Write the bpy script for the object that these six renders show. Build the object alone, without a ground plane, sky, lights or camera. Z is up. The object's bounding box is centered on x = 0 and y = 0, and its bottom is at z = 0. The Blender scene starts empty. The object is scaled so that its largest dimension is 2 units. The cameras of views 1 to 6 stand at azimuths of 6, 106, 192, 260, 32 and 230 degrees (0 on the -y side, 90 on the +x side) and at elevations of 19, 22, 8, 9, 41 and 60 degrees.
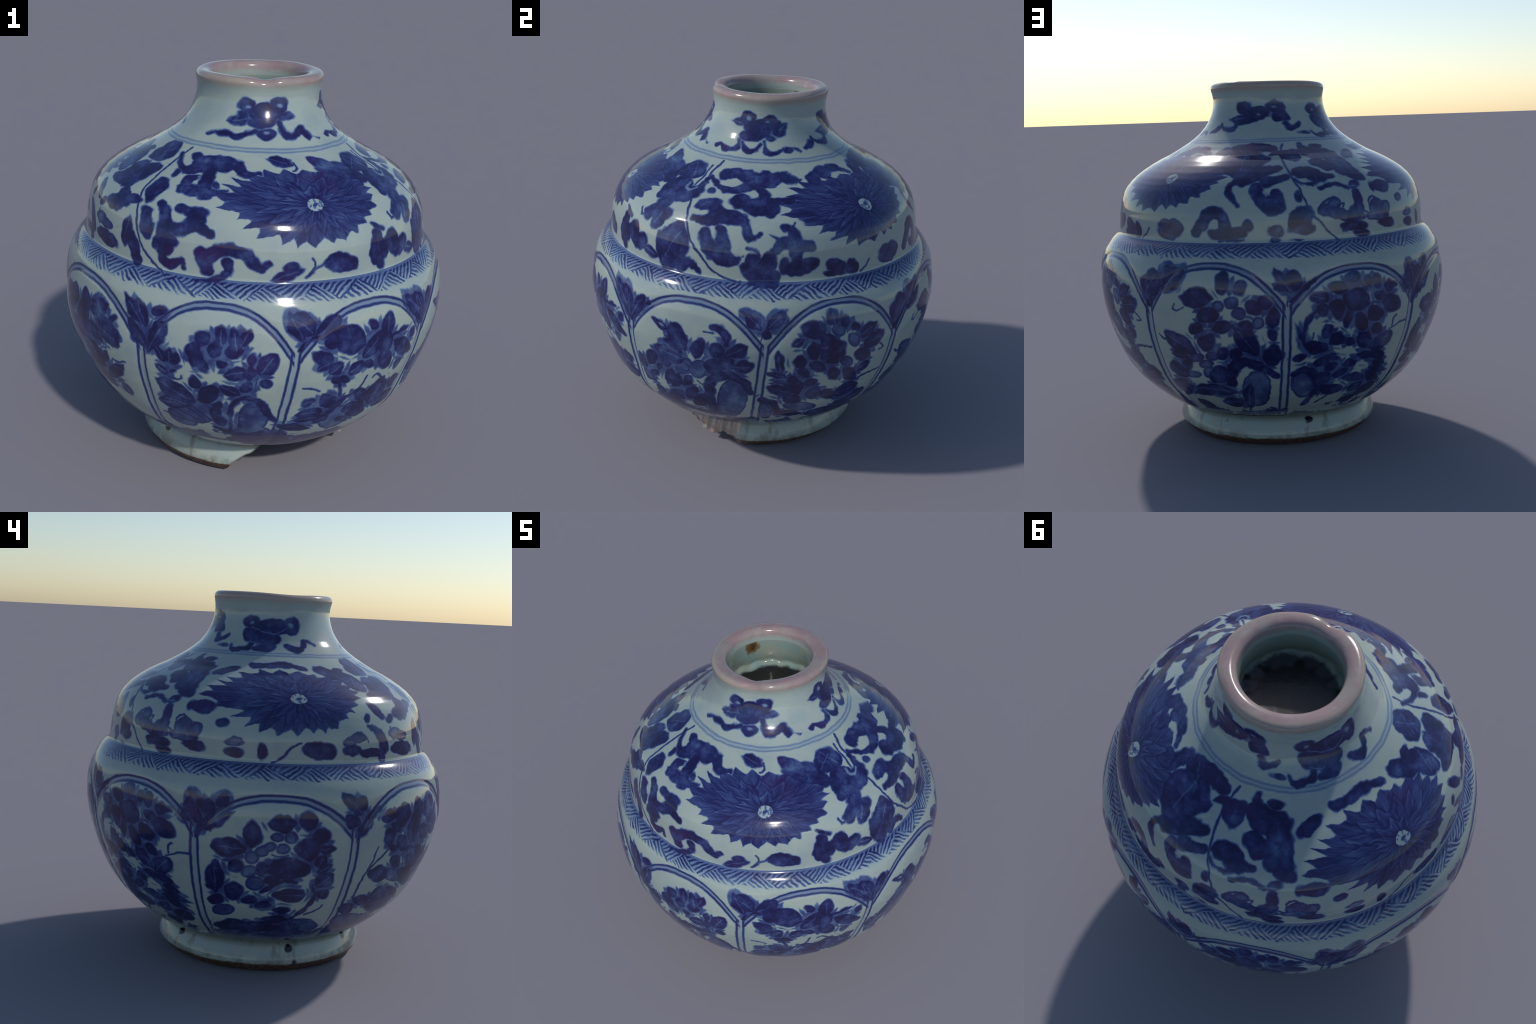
"""A blue-and-white porcelain jar: a lathe-turned, slightly warped body with eight moulded panels,
a stepped shoulder, a short neck with a dented lip and a broken foot ring.
Azimuths are degrees, 0 on the -y axis, 90 on the +x axis; s is the distance along the outer profile
from the table upwards.  The underglaze painting is described stroke by stroke (leaf, dab, brush, line ...)
in millimetres on the surface around each motif's centre and compiled into shader-node distance fields."""
import bpy, math, random
import numpy as np

random.seed(7)
rad, deg = math.radians, math.degrees

# ------------------------------------------------------------------ form
# outer profile (height, radius)
PROFILE = [(0.196, 0.6), (0.2005, 0.612), (0.207, 0.6285), (0.24, 0.672), (0.28, 0.7185), (0.32, 0.76), (0.36, 0.7985), (0.4, 0.829), (0.45, 0.861), (0.5, 0.886), (0.55, 0.9085), (0.6, 0.93), (0.66, 0.9525), (0.72, 0.97), (0.78, 0.9815), (0.83, 0.9885), (0.88, 0.991), (0.93, 0.99), (0.97, 0.987), (1, 0.983), (1.03, 0.977), (1.06, 0.968), (1.09, 0.9545), (1.12, 0.937), (1.14, 0.921), (1.155, 0.905), (1.165, 0.892), (1.172, 0.884), (1.182, 0.8795), (1.22, 0.876), (1.28, 0.871), (1.32, 0.8645), (1.36, 0.853), (1.4, 0.8375), (1.43, 0.82), (1.46, 0.7945), (1.49, 0.7615), (1.52, 0.719), (1.55, 0.668), (1.575, 0.619), (1.6, 0.5625), (1.63, 0.508), (1.66, 0.459), (1.69, 0.419), (1.72, 0.3875), (1.75, 0.3645), (1.78, 0.347), (1.81, 0.3335), (1.84, 0.324), (1.87, 0.3175), (1.9, 0.3155), (1.925, 0.317), (1.945, 0.321), (1.958, 0.324), (1.969, 0.3245), (1.978, 0.3205), (1.986, 0.3125), (1.99, 0.302)]
PZ = np.array([p[0] for p in PROFILE]); PR = np.array([p[1] for p in PROFILE])
FZ = np.linspace(0, PZ[-1], 4001); FR = np.interp(FZ, PZ, PR)
FS = np.concatenate([[0], np.cumsum(np.hypot(np.diff(FZ), np.diff(FR)))])
FS += .2903 - np.interp(.24, FZ, FS)
def s_of_z(z): return np.interp(z, FZ, FS)
def z_of_s(s): return np.interp(s, FS, FZ)

# warp of the thrown body: drift of the axis and slight ovals, by height
WZ = np.array([.1, .6, 1.0, 1.3, 1.6, 1.74, 1.9])
WARP = dict(x=[.0037, -.0039, .0014, -.0060, -.0050, -.0070, -.0132], y=[-.0067, -.0011, .0038, .0015, -.0035, -.0010, .0075],
            c=[.0013, -.0009, .0002, .0035, -.0056, -.0030, -.0018], k=[-.0106, .0022, -.0011, -.0054, .0097, .0080, .0068])
def warp(name, z): return np.interp(z, WZ, WARP[name])

# borders between the eight moulded panels: azimuth at s = .75 and lean in degrees per metre
DIVIDERS = [(17.3, 5), (61.4, 5), (106.6, 4.5), (151.4, 3), (195.9, 2), (239.6, 1.5), (286.8, -1), (335.6, 1)]
def divider_az(i, s): return DIVIDERS[i % 8][0] + DIVIDERS[i % 8][1] * (s - .75) + (360 if i >= 8 else 0)
# panel i lies between divider i-1 and divider i; height of the crown of its arch
CROWN = [.232, .222, .225, .240, .225, .190, .172, .215]
PANELS = []
for i in range(8):
    a0 = DIVIDERS[i - 1][0] + DIVIDERS[i - 1][1] * .3; a1 = DIVIDERS[i][0] + DIVIDERS[i][1] * .3
    if i == 0: a0 -= 360
    PANELS.append(((a0 + a1) / 2, (a1 - a0) / 2 - 1.0, CROWN[i]))

def angle(d): return (d + 180) % 360 - 180

def groove_distance(az, s, r):
    """distance in metres to the nearest panel outline (divider or arch)"""
    best = np.full_like(s, 9.)
    for i in range(8):
        d = np.abs(np.radians(angle(az - divider_az(i, s)))) * r
        d = np.maximum(d, np.maximum(s - 1.02, .16 - s))
        best = np.minimum(best, d)
    for c, hw, crown in PANELS:
        t = np.abs(angle(az - c)) / hw
        h = 1.0 + crown * (1 - np.minimum(t, 1.2) ** 2.5)
        d = np.abs(s - h) / np.sqrt(1 + (1.5 * t ** 1.5) ** 2)
        d = np.where(t > 1.02, 9, d)
        best = np.minimum(best, d)
    return best

def gauss(x, w): return np.exp(-(x / w) ** 2)

COLS = 600
AZ = np.arange(COLS) * 360 / COLS
def ring_xyz(z, r, az):
    """place ring points given nominal height, radius and azimuth, with the body's warp and lip dents"""
    th = np.radians(az - 90)
    lip = np.clip((z - 1.80) / .17, 0, 1) ** 1.5
    outer = np.clip((r - .27) / .04, 0, 1)
    dent = angle(az - 12); r = r + 0
    # fuller low belly, most of all towards the right rear, and fuller shoulder on two sides
    def bulge(amp, az0, wa, z0, wz): return amp * np.exp(-(angle(az - az0) / wa) ** 2) * np.exp(-((z - z0) / wz) ** 2) * (r > .31)
    r = r + bulge(.003, 92, 58, .30, .12) + bulge(.014, 85, 62, .46, .15)
    r = r + bulge(.007, 75, 38, 1.54, .09) + bulge(.006, 268, 40, 1.54, .09) + bulge(.007, 122, 40, 1.36, .10) + bulge(.010, 218, 38, 1.55, .18)
    r = r - bulge(.009, 28, 30, 1.08, .13) + .006 * np.exp(-((z - 1.66) / .09) ** 2) * (r > .31)
    r = r + bulge(.007, 244, 36, 1.69, .10) + bulge(.006, 302, 30, 1.66, .08) + bulge(.004, 45, 40, 1.68, .10)
    r = r * (1 + warp('c', z) * np.cos(2 * th) + warp('k', z) * np.sin(2 * th))
    r = r - lip * outer * .014 * gauss(dent, 12) + lip * .004 * np.cos(np.radians(3 * az + 40)) * outer
    z2 = z + lip * (.003 * np.cos(np.radians(az - 150)) - .012 * gauss(dent, 11) + .004 * gauss(angle(az - 152), 20)
                    - .006 * gauss(angle(az - 278), 26))
    return np.stack([warp('x', z) + r * np.cos(th), warp('y', z) + r * np.sin(th), z2], -1)

# rows of the whole skin, from the foot joint up over the lip and down inside
rows, zone = [], []
s_joint, s_lip = float(s_of_z(.196)), float(s_of_z(1.990))
for s in np.linspace(s_joint, s_lip, 215):
    z = float(z_of_s(s)); rows.append((z, float(np.interp(z, PZ, PR)), float(s)))
INSIDE = [(1.9905, .290), (1.9905, .273), (1.988, .259), (1.981, .247), (1.968, .239), (1.950, .235), (1.92, .232), (1.88, .231), (1.84, .233), (1.81, .238),
          (1.79, .246), (1.780, .252), (1.772, .252), (1.766, .246), (1.757, .238), (1.747, .226), (1.738, .205), (1.732, .17), (1.727, .12), (1.724, .06), (1.723, .002)]
n_outer = len(rows)
rows += [(z, r, None) for z, r in INSIDE]

verts = np.zeros((len(rows), COLS, 3))
rng = np.random.default_rng(11)
for i, (z, r, s) in enumerate(rows):
    zz, rr = np.full(COLS, z), np.full(COLS, r)
    if s is not None:
        d = groove_distance(AZ, np.full(COLS, s), rr)
        fade = np.clip((s - .16) / .12, 0, 1) * np.clip((1.27 - s) / .05, 0, 1)
        rr = rr + fade * (.005 * (1 - gauss(d, .07)) - .005 * gauss(d, .018))
        # soft unevenness left by throwing and glazing
        rr = rr + .0012 * np.sin(np.radians(5 * AZ) + 9 * s) + .0010 * np.sin(np.radians(9 * AZ) - 14 * s)
    elif 1.74 < z < 1.80:
        zz = zz + .004 * np.sin(np.radians(AZ * 7 + 30)) + .004 * np.sin(np.radians(AZ * 16))
    verts[i] = ring_xyz(zz, rr, AZ)
# belly underside closing onto the base inside the foot
UNDER = [(.191, .580), (.188, .545), (.185, .49), (.181, .44), (.160, .25), (.155, .02)]
under = np.stack([ring_xyz(np.full(COLS, z), np.full(COLS, r), AZ) for z, r in UNDER[::-1]])
grid = np.concatenate([under, verts]); nu = len(UNDER)

# ------------------------------------------------------------------ whole-skin normals, then parts by row range
def grid_mesh(name, g):
    n, m = g.shape[:2]
    idx = np.arange(n * m).reshape(n, m); nxt = np.roll(idx, -1, 1)
    f = np.stack([idx[:-1], nxt[:-1], nxt[1:], idx[1:]], -1).reshape(-1, 4)
    me = bpy.data.meshes.new(name)
    me.from_pydata(g.reshape(-1, 3).tolist(), [], f.tolist())
    me.update()
    return me

whole = grid_mesh('skin', grid)
normals = np.zeros(len(whole.vertices) * 3); whole.vertices.foreach_get('normal', normals)
normals = normals.reshape(grid.shape)
bpy.data.meshes.remove(whole)

jar = bpy.data.objects.new('porcelain_jar', None)
bpy.context.scene.collection.objects.link(jar)
jar['label'] = 'squat blue-and-white porcelain jar with stepped shoulder and chipped foot'
jar['category'] = 'porcelain jar'

def part(name, me, parent=jar):
    ob = bpy.data.objects.new(name, me)
    bpy.context.scene.collection.objects.link(ob)
    ob.parent = parent
    return ob

def skin_part(name, a, b, parent=jar):
    me = grid_mesh(name, grid[a:b])
    me.polygons.foreach_set('use_smooth', [True] * len(me.polygons))
    me.normals_split_custom_set_from_vertices(normals[a:b].reshape(-1, 3).tolist())
    return part(name, me, parent)

def row_at(s): return nu + int(np.argmin([abs((q[2] if q[2] is not None else 9) - s) for q in rows]))
S_BAND0, S_BAND1, S_NECK, S_RIM = 1.250, float(s_of_z(1.180)), 2.055, float(s_of_z(1.925))
cuts = [row_at(S_BAND0), row_at(S_BAND1), row_at(S_NECK), row_at(S_RIM)]
belly = skin_part('belly', 0, cuts[0] + 1)
band = skin_part('hatched_band', cuts[0], cuts[1] + 1)
shoulder = skin_part('shoulder', cuts[1], cuts[2] + 1)
neck = skin_part('neck', cuts[2], cuts[3] + 1)
r_in = nu + n_outer + 6
rim = skin_part('mouth_rim', cuts[3], r_in + 1)
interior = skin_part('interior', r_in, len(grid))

# foot ring: a turned ring whose lower edge is broken away towards the front
BREAK = [(-360, 0), (-6, 0), (-4.5, .006), (-2, .045), (0, .070), (4, .100), (8, .124), (13, .146), (18, .168), (23, .198), (52, .198), (55, .160), (62, .127), (67, .108), (72, .090), (77, .062),
         (80, .044), (83, .068), (86, .082), (90, .060), (93, .054), (96, .046), (97.5, .02), (98.5, .0), (354, 0), (355.5, .006), (358, .045), (360, .070)]
def broken(az):
    b = np.interp(az, [p[0] for p in BREAK], [p[1] for p in BREAK])
    return np.where(b > .003, b + .0025 * np.sin(np.radians(az) * 29) + .0015 * np.sin(np.radians(az) * 61 + 1), b)
FOOT = [(.188, .474), (.178, .482), (.168, .504), (.158, .530), (.151, .544), (.140, .552), (.122, .560), (.100, .570), (.080, .577), (.062, .579), (.050, .575), (.036, .566), (.022, .553), (.010, .539), (.004, .529), (.0, .517),
        (.0, .490), (.005, .482), (.015, .472), (.04, .462), (.08, .454), (.113, .448), (.178, .447)]
FC = 1440
faz = np.arange(FC) * 360 / FC; fb = broken(faz)
foot_grid = np.zeros((len(FOOT), FC, 3))
ofs = np.radians(faz)
rng_walls = [np.interp(fb, [q[0] for q in w], [q[1] for q in w]) for w in (FOOT[:16][::-1], FOOT[16:])]
for i, (z, r) in enumerate(FOOT):
    chip = np.clip(.004 * np.sin(ofs * 17 + 1) * np.sin(ofs * 5) + .003 * np.sin(ofs * 41), 0, 1)
    low = np.maximum(fb, chip if z < .02 else 0)
    # below the break the section collapses on to the fracture face
    wall = np.where(i < 16, rng_walls[0], rng_walls[1])
    rr = np.where(fb > z, wall, r)
    if i < 16:      # the outer face has spalled off beside the gap
        rr = rr - .034 * np.clip((faz - 40) / 8, 0, 1) * np.clip((97.5 - faz) / 3, 0, 1) * np.clip((rr - .49) / .05, 0, 1) * (1 + .2 * np.sin(ofs * 37) + .15 * np.sin(ofs * 71))
    zz = np.maximum(z, low)
    p = ring_xyz(zz, rr, faz)
    a = np.radians(280)
    p[:, 0] += .008 * math.sin(a); p[:, 1] -= .008 * math.cos(a)
    # the standing edge is slightly off centre
    b = np.radians(10); k = .012 * np.clip(1 - z / .055, 0, 1)
    p[:, 0] += k * math.sin(b); p[:, 1] -= k * math.cos(b)
    p[:, 2] = zz
    foot_grid[i] = p
fm = grid_mesh('foot_ring', foot_grid)
foot = part('foot_ring', fm)
fm.polygons.foreach_set('use_smooth', [True] * len(fm.polygons))
fm.set_sharp_from_angle(angle=rad(38))

# ------------------------------------------------------------------ shader-node helper
class Slot:
    """an input of a planned node"""
    def __init__(self, stub, key): self.stub, self.key = stub, key
    def __setattr__(self, k, v):
        if k == 'default_value': self.stub.values[self.key] = v
        else: object.__setattr__(self, k, v)
class Wire:
    """an output of a planned node"""
    def __init__(self, stub, key): self.stub, self.key, self.is_output = stub, key, True
class Lookup:
    def __init__(self, make): self.make = make
    def __getitem__(self, k): return self.make(k)
class Stub:
    def __init__(self, kind, props):
        self.kind, self.props, self.values, self.wires, self.setup = kind, props, {}, [], None
        self.inputs = Lookup(lambda k: Slot(self, k)); self.outputs = Lookup(lambda k: Wire(self, k))

class Tree:
    """plans a node tree, then makes it"""
    def __init__(self, name):
        self.mat = bpy.data.materials.new(name); self.mat.use_nodes = True
        self.plan = []
    def put(self, slot, v):
        if isinstance(v, Wire): slot.stub.wires.append((v, slot.key))
        else: slot.stub.values[slot.key] = v
    def node(self, kind, **props):
        n = Stub(kind, props); self.plan.append(n); return n
    def make(self, size=90):
        """build the planned nodes, in groups of about ninety so that Blender need not re-sort a huge tree at every link"""
        t = self.mat.node_tree; t.nodes.clear()
        SOCKET = {'VALUE': 'NodeSocketFloat', 'VECTOR': 'NodeSocketVector', 'RGBA': 'NodeSocketColor', 'SHADER': 'NodeSocketShader'}
        chunks = [self.plan[i:i + size] for i in range(0, len(self.plan), size)]
        home = {q: k for k, c in enumerate(chunks) for q in c}
        used = {k: {} for k in range(len(chunks))}            # outputs wanted by later chunks
        for q in self.plan:
            for w, _ in q.wires:
                if home[w.stub] != home[q]: used[home[w.stub]].setdefault((w.stub, w.key), None)
        outside = {}                                          # (stub, key) -> socket in the outer tree, its type
        for k, chunk in enumerate(chunks):
            last = k == len(chunks) - 1
            g = t if last else bpy.data.node_groups.new('brushwork', 'ShaderNodeTree')
            real, entry, n_in = {}, {}, 0
            for q in chunk:
                n = g.nodes.new(q.kind); real[q] = n
                for key, v in q.props.items(): setattr(n, key, v)
                if q.setup: q.setup(n)
                for key, v in q.values.items(): n.inputs[key].default_value = v
            if not last:
                gi = g.nodes.new('NodeGroupInput'); go = g.nodes.new('NodeGroupOutput')
                for q in chunk:
                    for w, _ in q.wires:
                        if w.stub not in real and (w.stub, w.key) not in entry:
                            entry[w.stub, w.key] = n_in; n_in += 1
                            g.interface.new_socket('v', in_out='INPUT', socket_type=SOCKET[outside[w.stub, w.key][1]])
                for s_, key in used[k]: g.interface.new_socket('v', in_out='OUTPUT', socket_type=SOCKET[real[s_].outputs[key].type])
            for q in chunk:
                for w, key in q.wires:
                    if w.stub in real: src = real[w.stub].outputs[w.key]
                    elif last: src = outside[w.stub, w.key][0]
                    else: src = gi.outputs[entry[w.stub, w.key]]
                    g.links.new(src, real[q].inputs[key])
            if not last:
                for i, (s_, key) in enumerate(used[k]): g.links.new(real[s_].outputs[key], go.inputs[i])
                n = t.nodes.new('ShaderNodeGroup'); n.node_tree = g
                for (s_, key), i in entry.items(): t.links.new(outside[s_, key][0], n.inputs[i])
                for i, (s_, key) in enumerate(used[k]): outside[s_, key] = (n.outputs[i], real[s_].outputs[key].type)
        return self.mat

    def math(self, op, a, b=0., c=0., clamp=False):
        n = self.node('ShaderNodeMath', operation=op, use_clamp=clamp)
        self.put(n.inputs[0], a); self.put(n.inputs[1], b)
        if op in ('MULTIPLY_ADD', 'SMOOTH_MIN', 'COMPARE', 'WRAP'): self.put(n.inputs[2], c)
        return n.outputs[0]
    def vec(self, op, a, b=(0, 0, 0), c=None):
        n = self.node('ShaderNodeVectorMath', operation=op)
        self.put(n.inputs[0], a)
        if op == 'SCALE': self.put(n.inputs['Scale'], b)
        elif op not in ('LENGTH', 'ABSOLUTE'): self.put(n.inputs[1], b)
        if c is not None: self.put(n.inputs[2], c)
        return n.outputs['Value' if op in ('LENGTH', 'DISTANCE', 'DOT_PRODUCT') else 'Vector']
    def ramp(self, v, a, b, lo=0., hi=1., smooth=True):
        n = self.node('ShaderNodeMapRange', interpolation_type='SMOOTHSTEP' if smooth else 'LINEAR')
        for k, x in (('Value', v), ('From Min', a), ('From Max', b), ('To Min', lo), ('To Max', hi)): self.put(n.inputs[k], x)
        return n.outputs[0]
    def mapping(self, v, loc, rot=0., scale=(1, 1, 1)):
        n = self.node('ShaderNodeMapping', vector_type='TEXTURE')
        self.put(n.inputs['Vector'], v)
        n.inputs['Location'].default_value = loc; n.inputs['Rotation'].default_value = (0, 0, rot); n.inputs['Scale'].default_value = scale
        return n.outputs[0]
    def noise(self, v, scale, detail=2., rough=.5, col=False):
        n = self.node('ShaderNodeTexNoise')
        self.put(n.inputs['Vector'], v); n.inputs['Scale'].default_value = scale
        n.inputs['Detail'].default_value = detail; n.inputs['Roughness'].default_value = rough
        return n.outputs['Color' if col else 'Fac']
    def mix(self, f, a, b):
        n = self.node('ShaderNodeMix', data_type='RGBA')
        self.put(n.inputs['Factor'], f)
        for k, x in ((6, a), (7, b)):
            self.put(n.inputs[k], x if isinstance(x, Wire) else (*x, 1.))
        return n.outputs[2]
    def xyz(self, x, y, z=0.):
        n = self.node('ShaderNodeCombineXYZ')
        for i, v in enumerate((x, y, z)): self.put(n.inputs[i], v)
        return n.outputs[0]
    def sep(self, v):
        n = self.node('ShaderNodeSeparateXYZ'); self.put(n.inputs[0], v); return [n.outputs[i] for i in range(3)]
    def colors(self, f, stops):
        n = self.node('ShaderNodeValToRGB'); self.put(n.inputs[0], f)
        def setup(n):
            e = n.color_ramp.elements
            while len(e) < len(stops): e.new(.5)
            for q, (p, c) in zip(e, stops): q.position = p; q.color = (*c, 1)
        n.setup = setup
        return n.outputs[0]
    def surface(self, col, rough, spec=.5, bump=None, bump_strength=.1, bump_dist=.004):
        normal = None
        if bump is not None:
            n = self.node('ShaderNodeBump'); n.inputs['Strength'].default_value = bump_strength; n.inputs['Distance'].default_value = bump_dist
            self.put(n.inputs['Height'], bump); normal = n.outputs[0]
        b = self.node('ShaderNodeBsdfPrincipled')
        self.put(b.inputs['Base Color'], col if isinstance(col, Wire) else (*col, 1.))
        self.put(b.inputs['Roughness'], rough); b.inputs['Specular IOR Level'].default_value = spec
        if normal: self.put(b.inputs['Normal'], normal)
        o = self.node('ShaderNodeOutputMaterial'); self.put(o.inputs['Surface'], b.outputs[0])
        return self.make()

GLAZE = (.312, .378, .360)
INK = [(0., GLAZE), (.14, (.21, .285, .35)), (.36, (.082, .135, .26)), (.58, (.034, .053, .170)), (.80, (.015, .019, .098)), (1., (.009, .009, .055))]
ROUGH = .10

# ------------------------------------------------------------------ the painting
MOTIFS = []
class motif:
    """brushwork gathered round a centre (azimuth in degrees, s in metres); all strokes in millimetres"""
    def __init__(self, name, az, s):
        self.name, self.az, self.s, self.shapes = name, az, s, []
        MOTIFS.append(self)
    def leaf(self, x0, y0, x1, y1, w):
        self.shapes.append(('wash', 'leaf', (x0, y0, x1, y1, w)))
        if w > 34 and math.hypot(x1 - x0, y1 - y0) > 58:          # a midrib left paler
            self._stroke('vein', [(x0 + (x1 - x0) * .08, y0 + (y1 - y0) * .08, 7), (x0 + (x1 - x0) * .78, y0 + (y1 - y0) * .78, 3)])
    def dab(self, x, y, a, b, rot=0):
        if self.name == 'panel_spray' and a > 1.2 * b:            # longer dabs in the sprays are pointed petals
            c, s = a * 1.12 * math.cos(rad(rot)), a * 1.12 * math.sin(rad(rot))
            self.shapes.append(('wash', 'leaf', (x - c, y - s, x + c, y + s, 2.1 * b)))
        else: self.shapes.append(('wash', 'oval', (x, y, a, b, rot)))
    def pale(self, x, y, a, b, rot=0): self.shapes.append(('pale', 'oval', (x, y, a, b, rot)))
    def spare(self, x, y, a, b, rot=0): self.shapes.append(('spare', 'oval', (x, y, a, b, rot)))
    def _stroke(self, layer, P):
        """a curved stroke through points (x, y, width)"""
        P = [np.array(p, float) for p in P]
        if len(P) > 2:
            E = [2 * P[0] - P[1]] + P + [2 * P[-1] - P[-2]]; Q = []
            for i in range(1, len(E) - 2):
                for t in (0., .5):
                    a, b, c, d = E[i - 1:i + 3]
                    Q.append(.5 * (2 * b + (c - a) * t + (2 * a - 5 * b + 4 * c - d) * t * t + (3 * b - a - 3 * c + d) * t ** 3))
            P = Q + [P[-1]]
        self.shapes.append((layer, 'stroke', [(*a[:2], *b[:2], max((a[2] + b[2]) / 4, 1.5)) for a, b in zip(P, P[1:])]))
    def _even(self, layer, w, pts, taper):
        n = max(len(pts) - 1, 1)
        self._stroke(layer, [(*p, w * (1.08 - taper * abs(i / n - .42))) for i, p in enumerate(pts)])
    def scroll(self, *pts): self._stroke('wash', pts)
    def line(self, w, *pts): self._even('line', w, pts, .5)
    def brush(self, w, *pts): self._even('wash', w, pts, .7)
    def pale_line(self, w, *pts): self._even('pale', w, pts, .5)
    def spare_line(self, w, *pts): self._even('spare', w, pts, .5)

def reach(kind, p):
    """bounding box of one stroke in mm"""
    if kind == 'leaf': x, y, e = (p[0], p[2]), (p[1], p[3]), p[4] / 2
    elif kind == 'oval': x, y, e = (p[0],), (p[1],), max(p[2], p[3])
    else: x, y, e = [q[k] for q in p for k in (0, 2)], [q[k] for q in p for k in (1, 3)], max(q[4] for q in p)
    e += 22
    return min(x) - e, max(x) + e, min(y) - e, max(y) + e

m = motif('panel_spray', 357, 0.75)
m.dab(-51, 331, 40, 35, 33); m.dab(-95, 269, 40, 33, 63); m.dab(-78, 226, 44, 34, 74)
m.dab(-47, 195, 34, 24, 80); m.leaf(35, 299, 27, 402, 49); m.leaf(106, 281, 87, 387, 65)
m.leaf(121, 306, 156, 389, 60); m.dab(86, 285, 44, 28, 8); m.dab(35, 215, 27, 22, 12)
m.leaf(49, 159, 161, 183, 76); m.dab(9, 290, 41, 34, 73); m.leaf(-281, 246, -233, 177, 45)
m.leaf(-214, 172, -211, 256, 43); m.dab(-190, 204, 32, 25, 67); m.leaf(-271, 145, -213, 116, 45)
m.dab(-190, 138, 23, 16, 41); m.line(7, (-238, 106), (-201, 89), (-154, 105), (-151, 125)); m.leaf(-287, 69, -95, -44, 120)
m.dab(-89, 93, 34, 31, -62); m.dab(-28, 29, 58, 44, 66); m.dab(10, -44, 40, 26, 70)
m.leaf(23, 87, 121, 45, 63); m.dab(151, 87, 28, 23, 4); m.leaf(-293, -83, -129, -73, 81)
m.leaf(-260, -49, -110, -71, 73); m.pale(-69, -109, 111, 65, 72); m.line(13, (-237, -94), (-161, -127), (-83, -186))
m.line(13, (-186, -66), (-112, -101), (-48, -175)); m.line(13, (-132, -40), (-87, -94), (-29, -160)); m.pale(-166, -181, 84, 74, -48)
m.line(13, (-269, -170), (-169, -196), (-97, -204)); m.dab(0, -89, 54, 27, 82); m.dab(21, -159, 49, 30, -88)
m.brush(26, (60, -266), (68, -102), (93, -14), (136, 25), (162, 36)); m.brush(38, (-11, -228), (48, -268)); m.dab(172, 247, 26, 16, -86)
m.leaf(212, 171, 285, 277, 88); m.dab(235, 120, 27, 24, -18); m.line(6, (198, 247), (203, 152), (189, 62))
m.dab(169, 169, 32, 24, 81); m.dab(166, 107, 23, 20, 75); m.brush(36, (163, 23), (201, 10), (229, -35), (243, -91), (280, -137))
m.pale(175, -120, 129, 69, 85); m.pale(163, -265, 101, 75, 16); m.brush(14, (122, -105), (101, -217))
m = motif('panel_spray', 39, 0.75)
m.dab(-91, 317, 90, 66, -26); m.leaf(-10, 203, 88, 320, 101); m.dab(122, 253, 63, 45, 84)
m.dab(37, 369, 29, 24, -47); m.leaf(126, 304, 140, 402, 90); m.leaf(149, 289, 270, 298, 27)
m.dab(258, 201, 85, 46, -34); m.leaf(310, 233, 339, 277, 52); m.dab(134, 165, 62, 39, -53)
m.dab(34, 164, 38, 20, -29); m.dab(-223, 234, 49, 37, -32); m.leaf(-246, 178, -178, 214, 59)
m.leaf(-179, 147, -112, 199, 91); m.leaf(-77, 135, 0, 187, 86); m.dab(-87, 107, 33, 20, -34)
m.dab(-139, 106, 25, 16, -40); m.brush(15, (-111, 85), (-93, 6)); m.leaf(223, 76, 259, 129, 78)
m.line(12, (-79, -15), (-18, -6), (21, 34), (40, 94)); m.line(7, (-299, 80), (-253, 79), (-209, 50)); m.dab(-146, -25, 63, 36, -50)
m.leaf(-278, -24, -215, -7, 60); m.leaf(-150, 20, -97, -64, 30); m.leaf(-285, -96, -153, -88, 71)
m.leaf(-287, -139, -151, -126, 63); m.leaf(-189, -176, -111, -135, 76); m.brush(29, (-119, -110), (-70, -44), (-30, -12))
m.dab(48, -37, 70, 33, -45); m.leaf(124, -128, 178, 34, 134); m.leaf(240, -56, 304, 10, 85)
m.leaf(158, -153, 325, -108, 96); m.pale(-64, -169, 111, 85, -61); m.dab(38, -136, 83, 58, -38)
m.dab(-12, -202, 48, 29, -43); m.dab(-269, -208, 75, 33, -19); m.line(5, (-190, 368), (-136, 324), (-125, 259))
m.line(5, (-49, 347), (-17, 291), (-41, 244)); m.dab(-188, 318, 38, 33, -26); m.line(10, (88, 71), (107, 88), (153, 40))
m.leaf(-256, 347, -133, 426, 85); m.leaf(-267, 363, -377, 456, 104)
m = motif('panel_spray', 84, 0.75)
m.leaf(-196, 332, -104, 296, 40); m.leaf(-7, 200, -91, 344, 101); m.leaf(-16, 135, -199, 165, 115)
m.leaf(-145, 221, -25, 157, 83); m.dab(68, 224, 59, 36, 75); m.dab(165, 227, 52, 37, 77)
m.brush(40, (218, 277), (210, 324), (184, 350), (146, 355)); m.line(6, (96, 325), (150, 326)); m.leaf(210, 205, 322, 267, 81)
m.leaf(245, 137, 352, 143, 89); m.dab(212, 152, 52, 40, 38); m.dab(-233, 78, 65, 33, 59)
m.dab(-130, 78, 40, 24, 46); m.dab(-183, 31, 36, 17, 56); m.dab(-234, -37, 51, 22, 40)
m.leaf(-321, 71, -296, -23, 71); m.leaf(-323, -51, -241, -106, 65); m.pale(-22, 84, 70, 45, 50)
m.pale(62, 90, 73, 49, 59); m.line(9, (-56, 99), (-17, 118), (8, 93), (-18, 51), (-54, 57)); m.line(6, (32, 116), (80, 135), (101, 99), (69, 39), (32, 57))
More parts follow.
